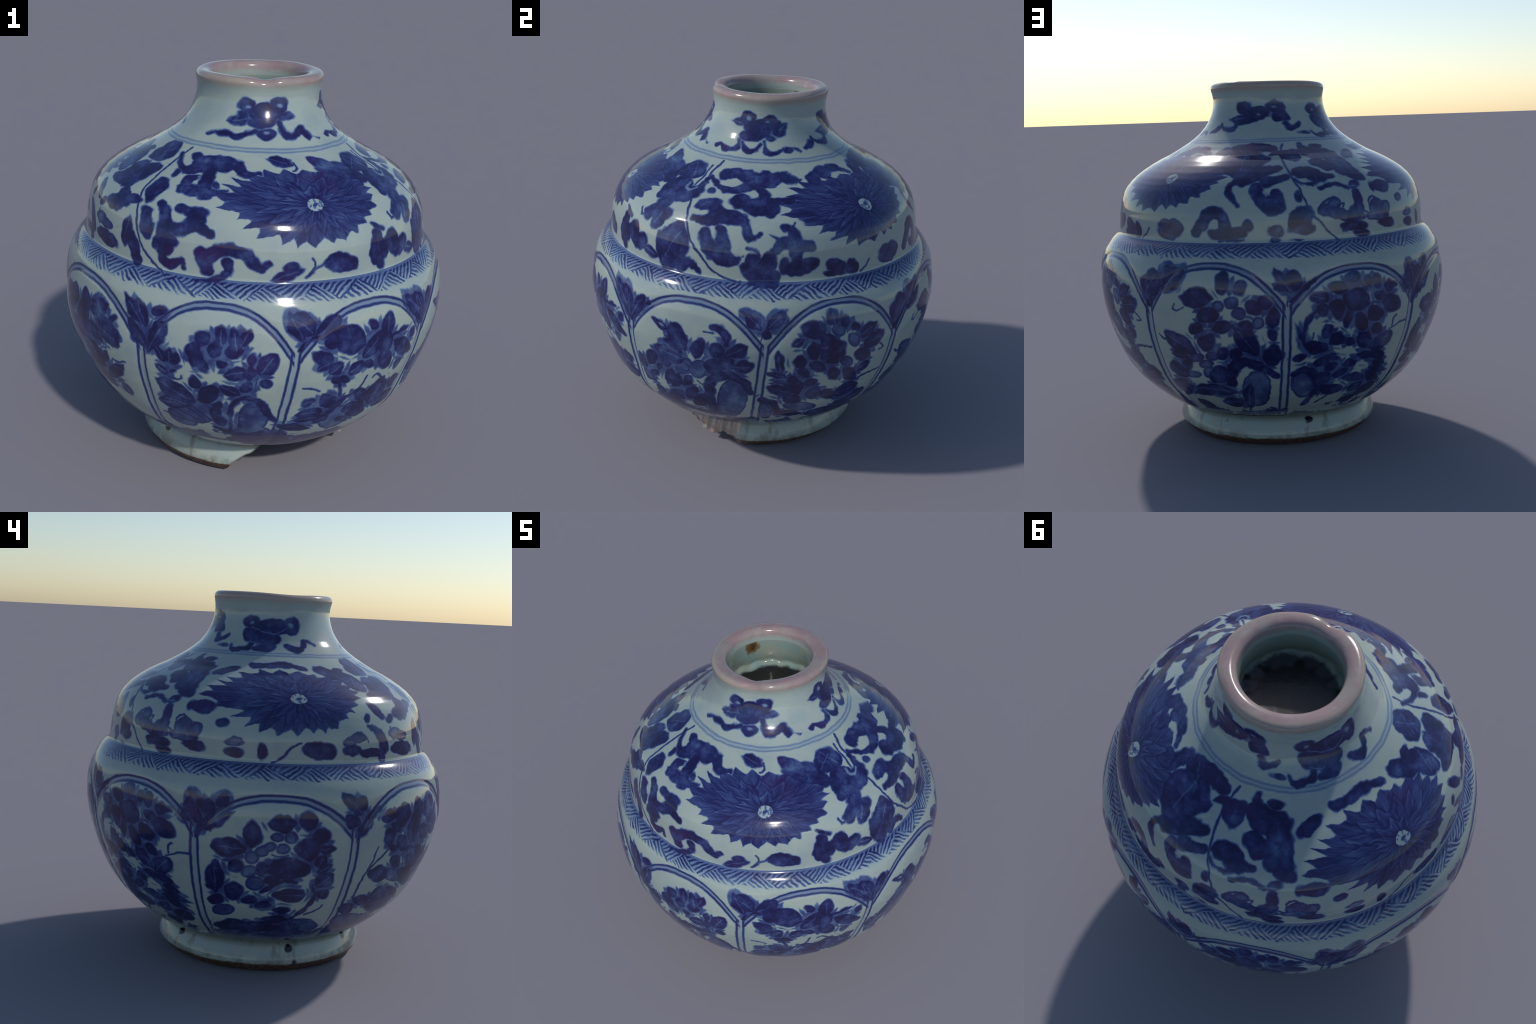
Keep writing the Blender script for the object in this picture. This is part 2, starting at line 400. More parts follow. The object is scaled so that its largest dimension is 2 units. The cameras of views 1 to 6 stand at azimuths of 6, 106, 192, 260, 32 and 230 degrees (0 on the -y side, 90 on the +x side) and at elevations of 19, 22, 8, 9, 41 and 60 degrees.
m.dab(138, 131, 53, 36, 66); m.dab(-121, -6, 59, 28, 64); m.dab(-88, -32, 66, 33, 62)
m.dab(-18, -16, 46, 26, 54); m.leaf(-244, -150, -183, -184, 91); m.dab(-108, -164, 67, 42, 50)
m.dab(-11, -113, 61, 34, 53); m.dab(41, -159, 75, 41, 57); m.line(8, (41, 3), (84, -34))
m.brush(60, (103, -272), (93, -92), (129, 36), (184, 77), (253, 66), (297, 16), (319, -45)); m.pale(214, -116, 192, 78, 74); m.leaf(-278, -275, -60, -266, 151)
m.brush(68, (-70, -299), (99, -290)); m.line(8, (-83, 322), (-41, 264), (-8, 192)); m.spare(-145, 316, 17, 9, -11)
m = motif('panel_spray', 129, 0.75)
m.leaf(-171, 313, -228, 279, 43); m.dab(-119, 355, 59, 48, -17); m.dab(-113, 238, 52, 35, -74)
m.pale(14, 344, 44, 35, -51); m.dab(53, 384, 32, 21, -83); m.leaf(-10, 374, -27, 452, 77)
m.dab(106, 345, 30, 23, -52); m.leaf(138, 287, 242, 334, 70); m.leaf(174, 235, 308, 249, 105)
m.pale(108, 269, 47, 34, -43); m.dab(12, 234, 57, 43, -53); m.dab(-24, 196, 59, 43, -43)
m.pale(77, 140, 49, 31, -49); m.dab(179, 162, 51, 39, -24); m.leaf(166, 60, 237, 93, 69)
m.dab(18, 70, 47, 29, -58); m.dab(119, 43, 65, 36, -46); m.dab(-186, 179, 44, 30, -71)
m.leaf(-277, 107, -300, 243, 49); m.leaf(-338, 108, -232, 72, 37); m.leaf(-297, 48, -222, 40, 37)
m.leaf(-325, 3, -183, -48, 76); m.dab(-187, 7, 72, 43, -70); m.dab(-107, 26, 32, 28, -22)
m.dab(-70, -60, 50, 44, -57); m.dab(-154, 104, 33, 24, -54); m.dab(-82, 135, 49, 34, -32)
m.dab(-180, -96, 52, 33, -22); m.pale(-122, -177, 100, 46, -21); m.dab(16, -93, 58, 32, -50)
m.leaf(54, -110, 197, -67, 126); m.leaf(159, -187, 277, -162, 124); m.dab(155, -261, 93, 51, -50)
m.line(12, (85, -51), (160, -16), (238, 4), (328, 10)); m.dab(-169, -249, 74, 34, -18); m.brush(113, (-24, -275), (125, -267))
m.brush(42, (-334, -100), (-277, -132), (-220, -257)); m.pale(-300, -223, 102, 35, -74); m.line(7, (289, 203), (324, 167), (288, 163))
m.line(5, (19, 383), (-7, 341), (19, 303)); m.line(4, (77, 306), (105, 301), (140, 265), (114, 235)); m.dab(-48, 293, 45, 35, -56)
m.line(6, (-86, 325), (-59, 267))
m = motif('panel_spray', 174, 0.75)
m.dab(-76, 316, 79, 47, -3); m.line(6, (-198, 278), (-211, 252), (-186, 244), (-150, 266)); m.dab(-16, 228, 51, 37, 11)
m.dab(53, 166, 43, 32, 10); m.dab(68, 392, 48, 34, -90); m.dab(154, 365, 39, 34, -82)
m.pale(46, 273, 31, 27, 24); m.pale(112, 296, 37, 33, 10); m.pale(148, 240, 40, 34, 16)
m.dab(225, 270, 39, 37, -1); m.dab(277, 294, 39, 36, 6); m.dab(318, 218, 50, 30, 84)
m.pale(242, 189, 36, 33, 61); m.dab(181, 178, 31, 29, 5); m.leaf(-283, 116, -109, 7, 109)
m.line(10, (-323, 105), (-290, 81), (-262, 98)); m.dab(-83, 151, 36, 28, 31); m.dab(-32, 79, 53, 41, 56)
m.leaf(-258, -5, -154, -20, 51); m.leaf(-297, -83, -189, -142, 118); m.dab(37, 16, 37, 29, 48)
m.pale(-26, -5, 38, 29, 36); m.pale(-108, -20, 42, 27, 21); m.pale(-158, -137, 48, 24, 15)
m.pale(-69, -59, 41, 26, 19); m.dab(-182, -62, 38, 25, 44); m.pale(-58, -110, 44, 32, 41)
m.dab(-265, -224, 56, 39, 31); m.dab(-232, -269, 59, 28, 55); m.leaf(130, 164, 216, 4, 115)
m.dab(307, 122, 26, 25, 70); m.dab(110, 18, 37, 30, 43); m.dab(292, 2, 54, 43, 64)
m.brush(62, (47, -182), (75, -74), (147, -33), (216, -65), (280, -123)); m.pale(169, -236, 155, 73, 73); m.leaf(80, -430, 152, -170, 56)
m.leaf(-41, -355, 78, -343, 151); m.dab(-106, -266, 76, 30, 14); m.leaf(-201, -358, -123, -425, 73)
m.leaf(-172, -236, 71, -248, 85); m.brush(14, (113, 171), (165, 97)); m.line(5, (78, 307), (139, 271), (184, 221))
m.dab(-6, -126, 65, 48, 50)
m = motif('panel_spray', 218, 0.75)
m.leaf(-254, 319, -168, 291, 60); m.dab(-194, 241, 35, 29, -75); m.dab(-121, 240, 48, 42, -39)
m.dab(-12, 278, 71, 58, -21); m.dab(-106, 346, 51, 33, -9); m.dab(-21, 390, 37, 27, -7)
m.dab(62, 362, 34, 29, -89); m.dab(116, 350, 37, 33, -80); m.dab(205, 326, 44, 25, -11)
m.dab(337, 314, 31, 28, -38); m.dab(214, 229, 65, 47, -22); m.dab(137, 282, 34, 25, -17)
m.dab(101, 188, 50, 37, -42); m.dab(22, 152, 50, 39, -42); m.dab(-60, 179, 38, 25, -90)
m.leaf(138, 208, 136, 153, 50); m.brush(18, (-227, 243), (-271, 202), (-290, 126), (-280, 58)); m.leaf(-277, 44, -333, 172, 26)
m.line(6, (-247, 55), (-241, 116)); m.dab(128, 96, 38, 27, -42); m.line(7, (214, 88), (285, 114), (346, 119), (358, 159))
m.line(8, (229, 107), (232, 140), (257, 156)); m.leaf(114, -26, 231, 71, 101); m.dab(54, 45, 62, 43, -49)
m.dab(-38, 52, 28, 20, -34); m.dab(-106, 75, 47, 33, -25); m.dab(-167, 123, 33, 26, -75)
m.dab(-212, 37, 57, 40, -19); m.leaf(-266, -16, -319, -21, 62); m.dab(-165, -50, 46, 27, 14)
m.dab(-114, -95, 39, 27, 29); m.dab(-53, -144, 44, 28, 28); m.dab(47, -197, 64, 33, -13)
m.dab(171, -220, 73, 29, -38); m.dab(194, -170, 71, 28, -22); m.dab(189, -120, 55, 21, -19)
m.dab(146, -63, 64, 23, -16); m.dab(71, -48, 54, 22, -15); m.dab(-9, -88, 35, 28, 18)
m.dab(-117, -33, 42, 22, -14); m.spare(73, -118, 49, 28, -26); m.line(10, (57, -116), (87, -126))
m.spare(-64, -22, 37, 16, 0); m.line(8, (-93, -13), (-43, -29)); m.brush(44, (-298, -121), (-254, -97), (-188, -140), (-156, -223), (-170, -290), (-185, -382))
m.pale(-241, -211, 114, 54, -70); m.dab(-138, -163, 51, 36, -44); m.dab(-72, -267, 67, 39, -9)
m.leaf(37, -312, 110, -251, 89); m.leaf(127, -350, 218, -280, 116); m.leaf(16, -401, 119, -370, 66)
m.line(13, (-121, -376), (-75, -312))
m = motif('panel_spray', 263, 0.75)
m.leaf(-137, 169, -310, 174, 94); m.dab(-114, 249, 57, 43, 89); m.dab(-183, 80, 42, 39, 18)
m.leaf(-279, -90, -285, 95, 97); m.dab(-272, -141, 43, 38, 55); m.dab(-183, -77, 54, 43, 83)
m.dab(-104, -124, 33, 26, 7); m.dab(-43, -147, 34, 22, 30); m.pale(-231, -215, 58, 43, 23)
m.dab(-181, -341, 84, 50, 20); m.dab(-58, -333, 80, 47, 8); m.pale(-107, 132, 36, 35, -48)
m.pale(-60, 167, 33, 31, 27); m.pale(-115, 52, 39, 37, 50); m.pale(-58, 69, 41, 34, -88)
m.pale(-87, -18, 47, 44, 9); m.dab(32, 306, 60, 38, 2); m.dab(153, 317, 46, 43, -83)
m.dab(222, 239, 45, 42, -25); m.pale(7, 237, 33, 24, 4); m.pale(74, 239, 36, 32, -26)
m.pale(-27, 187, 33, 25, 4); m.pale(42, 178, 35, 28, -5); m.dab(162, 179, 62, 53, -15)
m.leaf(215, 177, 289, 182, 42); m.dab(67, 74, 101, 58, 0); m.dab(-7, 8, 34, 25, 5)
m.brush(20, (-54, -69), (2, -21), (58, 7), (116, -7)); m.leaf(212, 80, 250, 144, 66); m.leaf(215, -32, 304, 34, 104)
m.leaf(217, 52, 290, 96, 51); m.dab(254, -76, 35, 27, 14); m.leaf(174, -81, 10, -89, 90)
m.brush(16, (203, -20), (213, -98), (193, -154), (138, -226), (114, -260)); m.line(10, (177, -227), (249, -184), (265, -159)); m.pale(181, -325, 87, 62, -23)
m.dab(-32, -151, 27, 20, -1); m.dab(55, -195, 39, 26, -2); m.dab(32, -266, 61, 29, 1)
m.dab(1, -349, 76, 37, 3); m.line(4, (-42, 123), (-8, 98), (36, 114)); m.line(4, (-10, 151), (25, 139), (68, 146))
m.dab(-50, 76, 38, 30, 3)
m = motif('panel_spray', 311, 0.75)
m.dab(-211, 222, 45, 40, -73); m.dab(-95, 165, 61, 36, -44); m.dab(-219, 318, 43, 26, -4)
m.dab(-114, 320, 63, 56, 16); m.dab(-3, 223, 73, 57, -35); m.dab(23, 334, 56, 49, -51)
m.dab(123, 200, 57, 29, -43); m.dab(210, 267, 83, 40, -21); m.dab(150, 341, 57, 34, -14)
m.dab(-178, 157, 32, 17, -22); m.dab(-213, 10, 74, 41, -22); m.dab(-113, 66, 57, 29, -40)
m.line(11, (-304, -114), (-312, 17), (-271, 89), (-194, 153)); m.line(7, (-307, 52), (-289, 118), (-275, 169)); m.pale(-82, -20, 94, 36, -25)
m.dab(33, 68, 86, 52, -53); m.dab(-242, -155, 67, 29, -29); m.leaf(-186, -157, -122, -86, 99)
m.dab(-25, -152, 114, 37, -28); m.dab(-300, -207, 49, 32, -42); m.pale(-221, -323, 114, 59, -24)
m.dab(-65, -227, 119, 54, -19); m.dab(47, -48, 122, 46, -29); m.dab(-175, 265, 39, 27, -23)
m.dab(-30, 121, 43, 21, -27); m.dab(148, 335, 63, 42, 29); m.leaf(144, 252, 297, 191, 106)
m.dab(249, 308, 31, 18, 25); m.leaf(62, 236, 124, 159, 85); m.leaf(12, 127, 129, -6, 152)
m.dab(164, 80, 48, 20, 54); m.dab(209, 6, 98, 33, 39); m.leaf(231, -55, 242, -128, 82)
m.line(9, (221, 88), (256, 80), (314, 101)); m.dab(3, 272, 79, 51, 52)
m = motif('bud_sprig', 336, 1.12)
m.leaf(33, -147, -79, -27, 84); m.leaf(20, -41, -111, 87, 57); m.leaf(25, -34, -38, 81, 74)
m.dab(85, 51, 37, 24, 16); m.leaf(37, -159, 129, 17, 74); m.line(8, (110, 15), (60, -81))
m = motif('bud_sprig', 18, 1.12)
m.leaf(45, -45, -24, 97, 75); m.dab(54, 20, 44, 37, -79); m.brush(13, (27, -81), (53, -40), (97, -19))
m = motif('bud_sprig', 62, 1.12)
m.leaf(-26, -30, -44, 81, 105); m.leaf(-7, -23, -132, 89, 51); m.leaf(21, -75, -124, 92, 80)
m.leaf(18, -63, -36, 79, 104); m.leaf(37, -35, 113, 56, 76); m.brush(19, (22, -89), (71, -17), (143, 31))
m = motif('bud_sprig', 107, 1.12)
m.leaf(-6, -6, -94, 76, 62); m.leaf(-56, 54, -114, 88, 26); m.dab(72, 38, 37, 34, -86)
m.leaf(26, 7, 111, 87, 66); m.dab(20, -32, 26, 22, 5); m.line(1, (-20, -100), (-8, -33), (2, 31))
m.dab(-31, 30, 40, 21, -90)
m = motif('bud_sprig', 152, 1.12)
m.leaf(-26, -62, 69, 66, 134); m.dab(120, 84, 25, 18, -4); m.leaf(102, -19, 214, 93, 97)
m.dab(36, -3, 60, 50, 32); m.dab(120, 83, 26, 19, -19); m.leaf(103, -16, 229, 92, 68)
m.line(6, (18, -125), (51, -64), (119, 65)); m.leaf(18, -118, -10, -38, 56)
m = motif('bud_sprig', 196, 1.12)
m.leaf(42, -46, -52, 90, 53); m.dab(41, 20, 57, 39, -89); m.dab(-14, -7, 30, 17, -1)
m.brush(22, (36, -76), (93, -6), (156, 25)); m.line(6, (8, -99), (16, -50))
m = motif('bud_sprig', 240, 1.12)
m.leaf(27, -93, -20, 53, 115); m.dab(132, 28, 32, 26, 38); m.leaf(67, -92, -38, 66, 65)
m.dab(68, -21, 55, 38, -86); m.dab(141, 31, 37, 27, -79); m.leaf(26, -121, 195, -21, 44)
m.dab(-40, -60, 37, 26, 11); m.brush(25, (11, -153), (33, -95)); m.line(9, (32, -108), (108, 18))
m = motif('bud_sprig', 286, 1.12)
m.leaf(48, -24, -67, 78, 64); m.dab(43, 26, 41, 31, 87); m.dab(-11, -59, 43, 32, -8)
m.brush(29, (32, -110), (81, -47), (152, -4)); m.leaf(82, -59, 33, -140, 37)
m = motif('shoulder_scroll', 90, 1.7)
m.scroll((-124, 230, 23), (-82, 177, 34), (-22, 154, 46), (42, 164, 58), (90, 195, 80), (129, 232, 120), (190, 246, 111), (232, 275, 69), (288, 246, 52), (326, 232, 30), (345, 241, 10)); m.dab(-90, 129, 27, 23, -22); m.scroll((-58, 253, 57), (-25, 281, 81), (18, 277, 64), (63, 266, 90), (110, 241, 100))
m.dab(66, 287, 34, 29, -43); m.scroll((66, 85, 92), (119, 68, 85), (170, 50, 110), (214, 64, 108)); m.dab(89, 104, 41, 35, -25)
m.scroll((-118, 21, 56), (-101, 35, 69), (-58, 38, 71), (-27, 4, 73), (-35, -38, 77), (-85, -59, 45), (-140, -51, 28)); m.dab(-46, 55, 33, 30, -31); m.scroll((-14, -6, 65), (30, -19, 77), (72, -23, 81), (112, -28, 53), (146, -67, 45), (161, -105, 47), (194, -119, 31), (218, -98, 12))
m.scroll((-67, -115, 51), (-49, -150, 57), (-28, -187, 79), (18, -212, 93), (58, -230, 79), (108, -237, 32), (147, -215, 9)); m.scroll((47, -177, 72), (35, -132, 67), (16, -95, 52)); m.spare_line(18, (-28, -97), (-6, -111), (-7, -132))
m.dab(205, -243, 52, 47, -73); m.scroll((167, -173, 9), (204, -180, 12), (229, -203, 29)); m.dab(224, -351, 58, 18, 2)
m.line(10, (-100, 350), (-133, 269), (-162, 174), (-181, 90), (-183, 16), (-175, -61), (-153, -129), (-123, -178), (-81, -226), (-27, -282), (33, -323), (88, -340), (145, -348)); m.dab(-219, -228, 70, 58, 31); m.scroll((-257, -295, 43), (-179, -293, 49), (-124, -283, 53), (-82, -312, 23))
m.dab(-172, -193, 47, 34, 87); m.scroll((-188, -325, 57), (-141, -281, 58), (-82, -317, 18))
m = motif('shoulder_scroll', 120, 1.7)
m.dab(-121, 277, 43, 33, 50); m.scroll((-178, 182, 57), (-157, 133, 57), (-159, 75, 72), (-133, 45, 90)); m.scroll((-111, 81, 59), (-62, 93, 48), (-34, 93, 49), (-4, 118, 11))
m.dab(-147, 15, 28, 22, 22); m.dab(-178, -240, 60, 46, 88); m.scroll((-270, -284, 90), (-223, -314, 117), (-176, -321, 109))
m.scroll((-38, -43, 14), (-51, -69, 33), (-39, -102, 56), (-33, -141, 74), (-41, -179, 67), (-43, -226, 70), (-42, -274, 88)); m.dab(-81, -61, 35, 20, 3); m.scroll((-153, -186, 45), (-115, -150, 60), (-64, -140, 69))
m.scroll((-18, -150, 62), (27, -159, 70)); m.dab(-91, -256, 44, 34, -85); m.dab(37, -255, 42, 36, -20)
m.dab(13, -282, 37, 24, -9); m.dab(-41, -295, 47, 24, -4); m.spare_line(19, (-115, -206), (-80, -210), (-72, -231))
m.leaf(-156, -108, -119, -125, 14); m.dab(128, 221, 41, 35, 12); m.dab(130, 232, 43, 37, 55)
m.dab(179, -279, 64, 37, -14); m.dab(169, -316, 57, 15, -8)
m = motif('shoulder_scroll', 150, 1.7)
m.scroll((-179, 248, 49), (-107, 286, 60), (-31, 304, 59), (19, 294, 58)); m.brush(33, (-165, 260), (-86, 289), (-6, 305), (42, 273), (82, 241)); m.dab(-83, 274, 67, 33, 20)
m.dab(-186, -301, 43, 37, -33); m.line(8, (-73, -277), (-92, -312), (-131, -330)); m.dab(72, -296, 91, 34, -8)
m.dab(85, -270, 94, 44, 2)
m = motif('shoulder_scroll', 60, 1.7)
m.scroll((159, 213, 21), (175, 134, 54), (145, 100, 79), (93, 74, 110), (39, 55, 120)); m.scroll((9, 61, 67), (19, 116, 104), (55, 148, 71), (103, 139, 26)); m.leaf(-44, 202, 75, 294, 141)
m.line(9, (108, 306), (128, 195), (133, 148)); m.dab(202, -146, 50, 42, -22); m.scroll((52, 126, 62), (42, 89, 98), (78, 49, 97), (154, 65, 98), (180, 109, 73))
m.spare_line(18, (97, 150), (99, 119), (130, 105), (158, 132)); m.scroll((-2, 31, 56), (39, 23, 59), (57, -24, 76), (31, -62, 80), (6, -93, 74)); m.scroll((58, -67, 62), (116, -64, 76))
m.dab(122, -52, 35, 30, 4); m.dab(57, -125, 28, 24, -66); m.dab(-16, -89, 30, 22, -24)
m.line(11, (-72, -78), (-53, -111), (-31, -104)); m.dab(101, -82, 33, 31, -35); m.dab(42, 246, 58, 51, 49)
m.scroll((218, -118, 64), (216, -169, 120), (192, -222, 120), (205, -306, 117)); m.dab(142, -198, 47, 34, -60); m.dab(-161, -238, 56, 44, -59)
m.dab(-189, -275, 45, 33, -38); m.scroll((-107, -210, 66), (-68, -250, 77), (-23, -252, 84), (9, -235, 70)); m.dab(-84, -196, 37, 30, -73)
m.leaf(25, -274, 138, -296, 59); m.brush(26, (-199, -115), (-128, -149)); m.scroll((-204, 304, 43), (-172, 293, 68), (-152, 271, 68), (-130, 241, 81), (-93, 225, 102), (-68, 187, 104), (-46, 140, 58))
m.leaf(7, 307, 82, 185, 164); m.leaf(260, -112, 153, -323, 202); m.dab(-102, 156, 47, 24, -3)
m.scroll((-8, -78, 28), (49, -55, 68), (76, -1, 97)); m.dab(58, -14, 54, 36, 13); m.leaf(95, -56, 59, -156, 109)
m.brush(82, (-182, -176), (-201, -242), (-170, -307)); m.dab(-80, -218, 67, 47, -75); m.dab(16, -242, 34, 28, 33)
m = motif('shoulder_scroll', 0, 1.7)
m.scroll((-337, 297, 26), (-334, 233, 29), (-290, 198, 55), (-239, 212, 77), (-198, 256, 108), (-150, 263, 120), (-89, 272, 95), (-44, 269, 65), (-7, 228, 61), (23, 207, 54), (64, 225, 17), (86, 214, 8)); m.dab(-125, 298, 35, 26, 9); m.scroll((-156, 207, 64), (-159, 140, 71), (-164, 82, 76), (-159, 47, 60))
m.dab(-114, 114, 30, 21, -80); m.scroll((-124, 71, 54), (-88, 76, 29), (-53, 92, 10)); m.dab(-156, 38, 34, 21, 7)
m.scroll((-287, -147, 69), (-225, -130, 70), (-173, -94, 73), (-157, -53, 66)); m.scroll((-158, -120, 64), (-116, -137, 42)); m.scroll((-141, -237, 66), (-126, -272, 69), (-116, -301, 63))
m.scroll((-109, -247, 56), (-71, -217, 69), (-20, -198, 63), (28, -213, 57), (71, -225, 56), (102, -260, 56), (131, -279, 48), (165, -264, 15)); m.dab(-8, -182, 20, 19, -69); m.scroll((-19, -267, 58), (-18, -309, 45), (-64, -342, 30), (-158, -360, 11))
m.spare_line(16, (-81, -297), (-59, -284), (-42, -298))
m = motif('shoulder_scroll', 330, 1.7)
m.dab(32, 294, 38, 24, -37); m.scroll((1, 177, 43), (2, 144, 28)); m.scroll((117, 77, 73), (166, 68, 75))
m.scroll((127, 152, 35), (100, 142, 59), (101, 107, 58)); m.dab(99, 72, 33, 23, -40); m.spare_line(18, (133, 126), (144, 137), (136, 158))
m.scroll((-26, -22, 55), (-31, 20, 84), (-20, 59, 103)); m.dab(-23, 64, 42, 29, -21); m.scroll((44, -36, 29), (87, -61, 47), (104, -105, 66), (120, -154, 90), (126, -196, 109), (118, -250, 51), (127, -292, 46), (167, -311, 45), (210, -286, 41), (225, -276, 25), (231, -317, 8))
m.scroll((-6, -93, 61), (1, -133, 73), (17, -174, 80)); m.dab(-5, -82, 36, 22, 5); m.scroll((246, -49, 51), (162, -39, 46))
m.spare_line(17, (129, -66), (167, -85), (192, -82)); m.spare_line(18, (30, -85), (46, -101), (46, -123)); m.dab(86, -213, 35, 30, 90)
m.dab(166, -198, 31, 27, 21); m.dab(-184, -61, 71, 44, -31); m.leaf(-107, -136, -118, -297, 76)
m.scroll((-85, -227, 56), (-49, -272, 75), (-24, -319, 57)); m.line(10, (-37, 344), (-61, 261), (-75, 153), (-89, 65), (-88, -16), (-71, -89), (-51, -160), (-13, -240), (49, -301), (159, -371)); m.line(15, (-134, 158), (-126, 111))
m.dab(-145, -56, 89, 26, 9)
m = motif('shoulder_scroll', 300, 1.7)
m.scroll((107, 56, 84), (175, 85, 120), (188, 132, 120)); m.leaf(149, 329, 63, 200, 183); m.leaf(14, 198, -53, 59, 114)
m.dab(86, 20, 87, 37, -2); m.scroll((-138, 242, 74), (-107, 209, 117), (-62, 194, 120), (-23, 167, 101)); m.dab(-42, 243, 48, 24, 24)
m.scroll((-13, 158, 90), (-3, 118, 91), (1, 72, 47)); m.leaf(74, 347, 158, 205, 245); m.dab(144, 80, 104, 61, 6)
m.scroll((101, 143, 68), (111, 83, 120), (170, 43, 120)); m.dab(213, -89, 96, 47, 8); m.scroll((-24, -48, 40), (0, -78, 58), (20, -109, 35))
m.dab(-85, -125, 27, 17, 61); m.dab(83, -130, 27, 20, 30); m.pale(-149, -214, 50, 24, -1)
m.pale(-204, -238, 39, 21, -2); m.line(7, (-225, -223), (-179, -200), (-131, -188), (-101, -214), (-87, -240)); m.scroll((-86, -157, 19), (-36, -178, 41), (5, -220, 59), (25, -271, 71))
m.dab(-180, -275, 60, 27, -2); m.dab(-66, -292, 95, 21, -3); m.pale(114, -200, 56, 28, -2)
m.pale(175, -217, 57, 25, -3); m.line(9, (78, -170), (69, -203), (98, -230)); m.dab(186, -284, 112, 35, -6)
m.dab(6, -316, 28, 27, -78)
m = motif('shoulder_scroll', 180, 1.7)
m.scroll((-54, 283, 97), (-1, 295, 101), (65, 306, 83), (129, 288, 60)); m.scroll((65, 221, 62), (123, 184, 58)); m.scroll((-17, 101, 47), (17, 128, 71), (57, 150, 53))
m.dab(-15, 53, 34, 16, -6); m.scroll((186, 82, 74), (143, 68, 87), (92, 26, 100), (39, 3, 108)); m.scroll((248, 6, 48), (199, -13, 62), (156, -21, 71))
m.scroll((27, -6, 53), (-21, -33, 38), (-33, -78, 30), (-11, -118, 35), (20, -146, 19)); m.scroll((111, -54, 63), (123, -104, 62), (169, -150, 86), (221, -167, 96)); m.scroll((217, -103, 55), (219, -137, 58))
m.dab(216, -93, 27, 23, -66); m.spare_line(21, (157, -80), (166, -106)); m.dab(212, -287, 42, 30, -3)
m.dab(211, -332, 30, 13, -2); m.scroll((-99, -182, 62), (-53, -210, 65), (-38, -267, 69)); m.scroll((-106, -297, 53), (-31, -297, 61), (42, -290, 60))
m.dab(74, -255, 30, 27, -89); m.brush(18, (-75, -330), (56, -327)); m.dab(-169, -253, 40, 37, 19)
m.brush(66, (-102, 293), (-152, 218), (-141, 186)); m.leaf(-3, 297, 15, 12, 331); m.leaf(-48, 316, 53, 166, 149)
m.scroll((-202, -289, 52), (-173, -252, 64), (-121, -184, 66))
m = motif('shoulder_scroll', 210, 1.7)
m.leaf(-94, 275, -185, 213, 33); m.dab(-115, -113, 30, 25, 76); m.dab(-50, 214, 74, 43, 78)
m.scroll((23, 335, 15), (27, 263, 55), (66, 228, 117), (132, 218, 120), (175, 146, 120), (189, 73, 120), (221, 19, 90), (268, -11, 54)); m.dab(111, 306, 37, 25, 10); m.dab(178, 48, 47, 33, 18)
m.scroll((62, 128, 98), (102, 96, 101)); m.scroll((-75, 41, 67), (-21, 41, 113), (5, 7, 92), (51, 2, 50), (92, -1, 28)); m.scroll((-110, -6, 12), (-83, -39, 14), (-26, -47, 18), (12, -25, 23))
m.scroll((11, -75, 21), (71, -57, 28), (126, -61, 30), (173, -79, 19)); m.dab(205, -63, 38, 27, 20); m.spare_line(8, (165, -73), (236, -74))
m.pale(19, -193, 46, 36, 2); m.pale(71, -161, 39, 29, 5); m.pale(79, -212, 55, 31, -3)
m.line(8, (-12, -184), (10, -156), (44, -136), (77, -130), (103, -155)); m.line(8, (89, -168), (123, -167), (116, -185)); m.scroll((208, -109, 45), (214, -155, 60), (207, -206, 67), (167, -240, 87))
m.pale(167, -234, 85, 31, -4); m.dab(182, -283, 87, 24, -5); m.dab(224, -325, 53, 16, -5)
m.dab(140, -289, 37, 20, -6); m.pale(-111, -228, 50, 27, -2); m.dab(-105, -280, 56, 35, -4)
m.dab(-130, -333, 38, 9, -3); m.line(8, (-70, 342), (-98, 273), (-119, 163), (-123, 51), (-106, -45), (-88, -121), (-64, -195), (-16, -254), (40, -316), (103, -370)); m.dab(-65, 212, 67, 51, -76)
m.dab(-115, -236, 86, 53, 49)
m = motif('shoulder_scroll', 240, 1.7)
m.dab(-29, 205, 74, 32, 29); m.dab(-168, 3, 43, 22, 18); m.pale(-135, -195, 53, 41, 21)
m.pale(-64, -209, 44, 35, 38); m.pale(-127, -240, 84, 28, -5); m.line(8, (-178, -205), (-178, -160), (-138, -140), (-116, -172), (-106, -204))
m.line(8, (-80, -175), (-39, -175), (-38, -217)); m.line(10, (-217, -179), (-221, -208), (-183, -223)); m.dab(-63, -283, 73, 24, -6)
m.dab(-44, -83, 78, 35, 8); m.scroll((-110, -93, 48), (-60, -86, 73), (-15, -89, 76)); m.dab(69, -162, 32, 23, -3)
m.dab(145, -294, 51, 25, 5); m.pale(140, -249, 49, 19, 4); m.line(9, (112, -250), (137, -225), (173, -233))
m = motif('shoulder_scroll', 270, 1.7)
m.dab(136, -280, 57, 36, -2); m.brush(60, (-190, 268), (-115, 276), (-52, 287), (3, 285), (63, 264)); m.dab(94, -275, 84, 47, -1)
m.line(10, (0, -240), (-63, -283), (-89, -313), (-135, -338)); m.dab(-184, -288, 41, 27, -85)
m = motif('shoulder_scroll', 30, 1.7)
m.leaf(-169, 326, -52, 282, 68); m.dab(-85, 296, 41, 29, 42); m.line(9, (-46, 298), (-38, 262), (-65, 242))
m.dab(-190, -281, 42, 32, -6); m.leaf(-277, -333, -132, -284, 58); m.dab(58, -270, 89, 47, -10)
m.line(7, (-94, -232), (-73, -275), (-122, -322)); m.brush(10, (-32, -260), (-63, -281), (-122, -330)); m.brush(75, (70, 296), (143, 211), (223, 156))
m.dab(132, 235, 78, 36, -9)
m = motif('ribbon_knot', 11, 2.24)
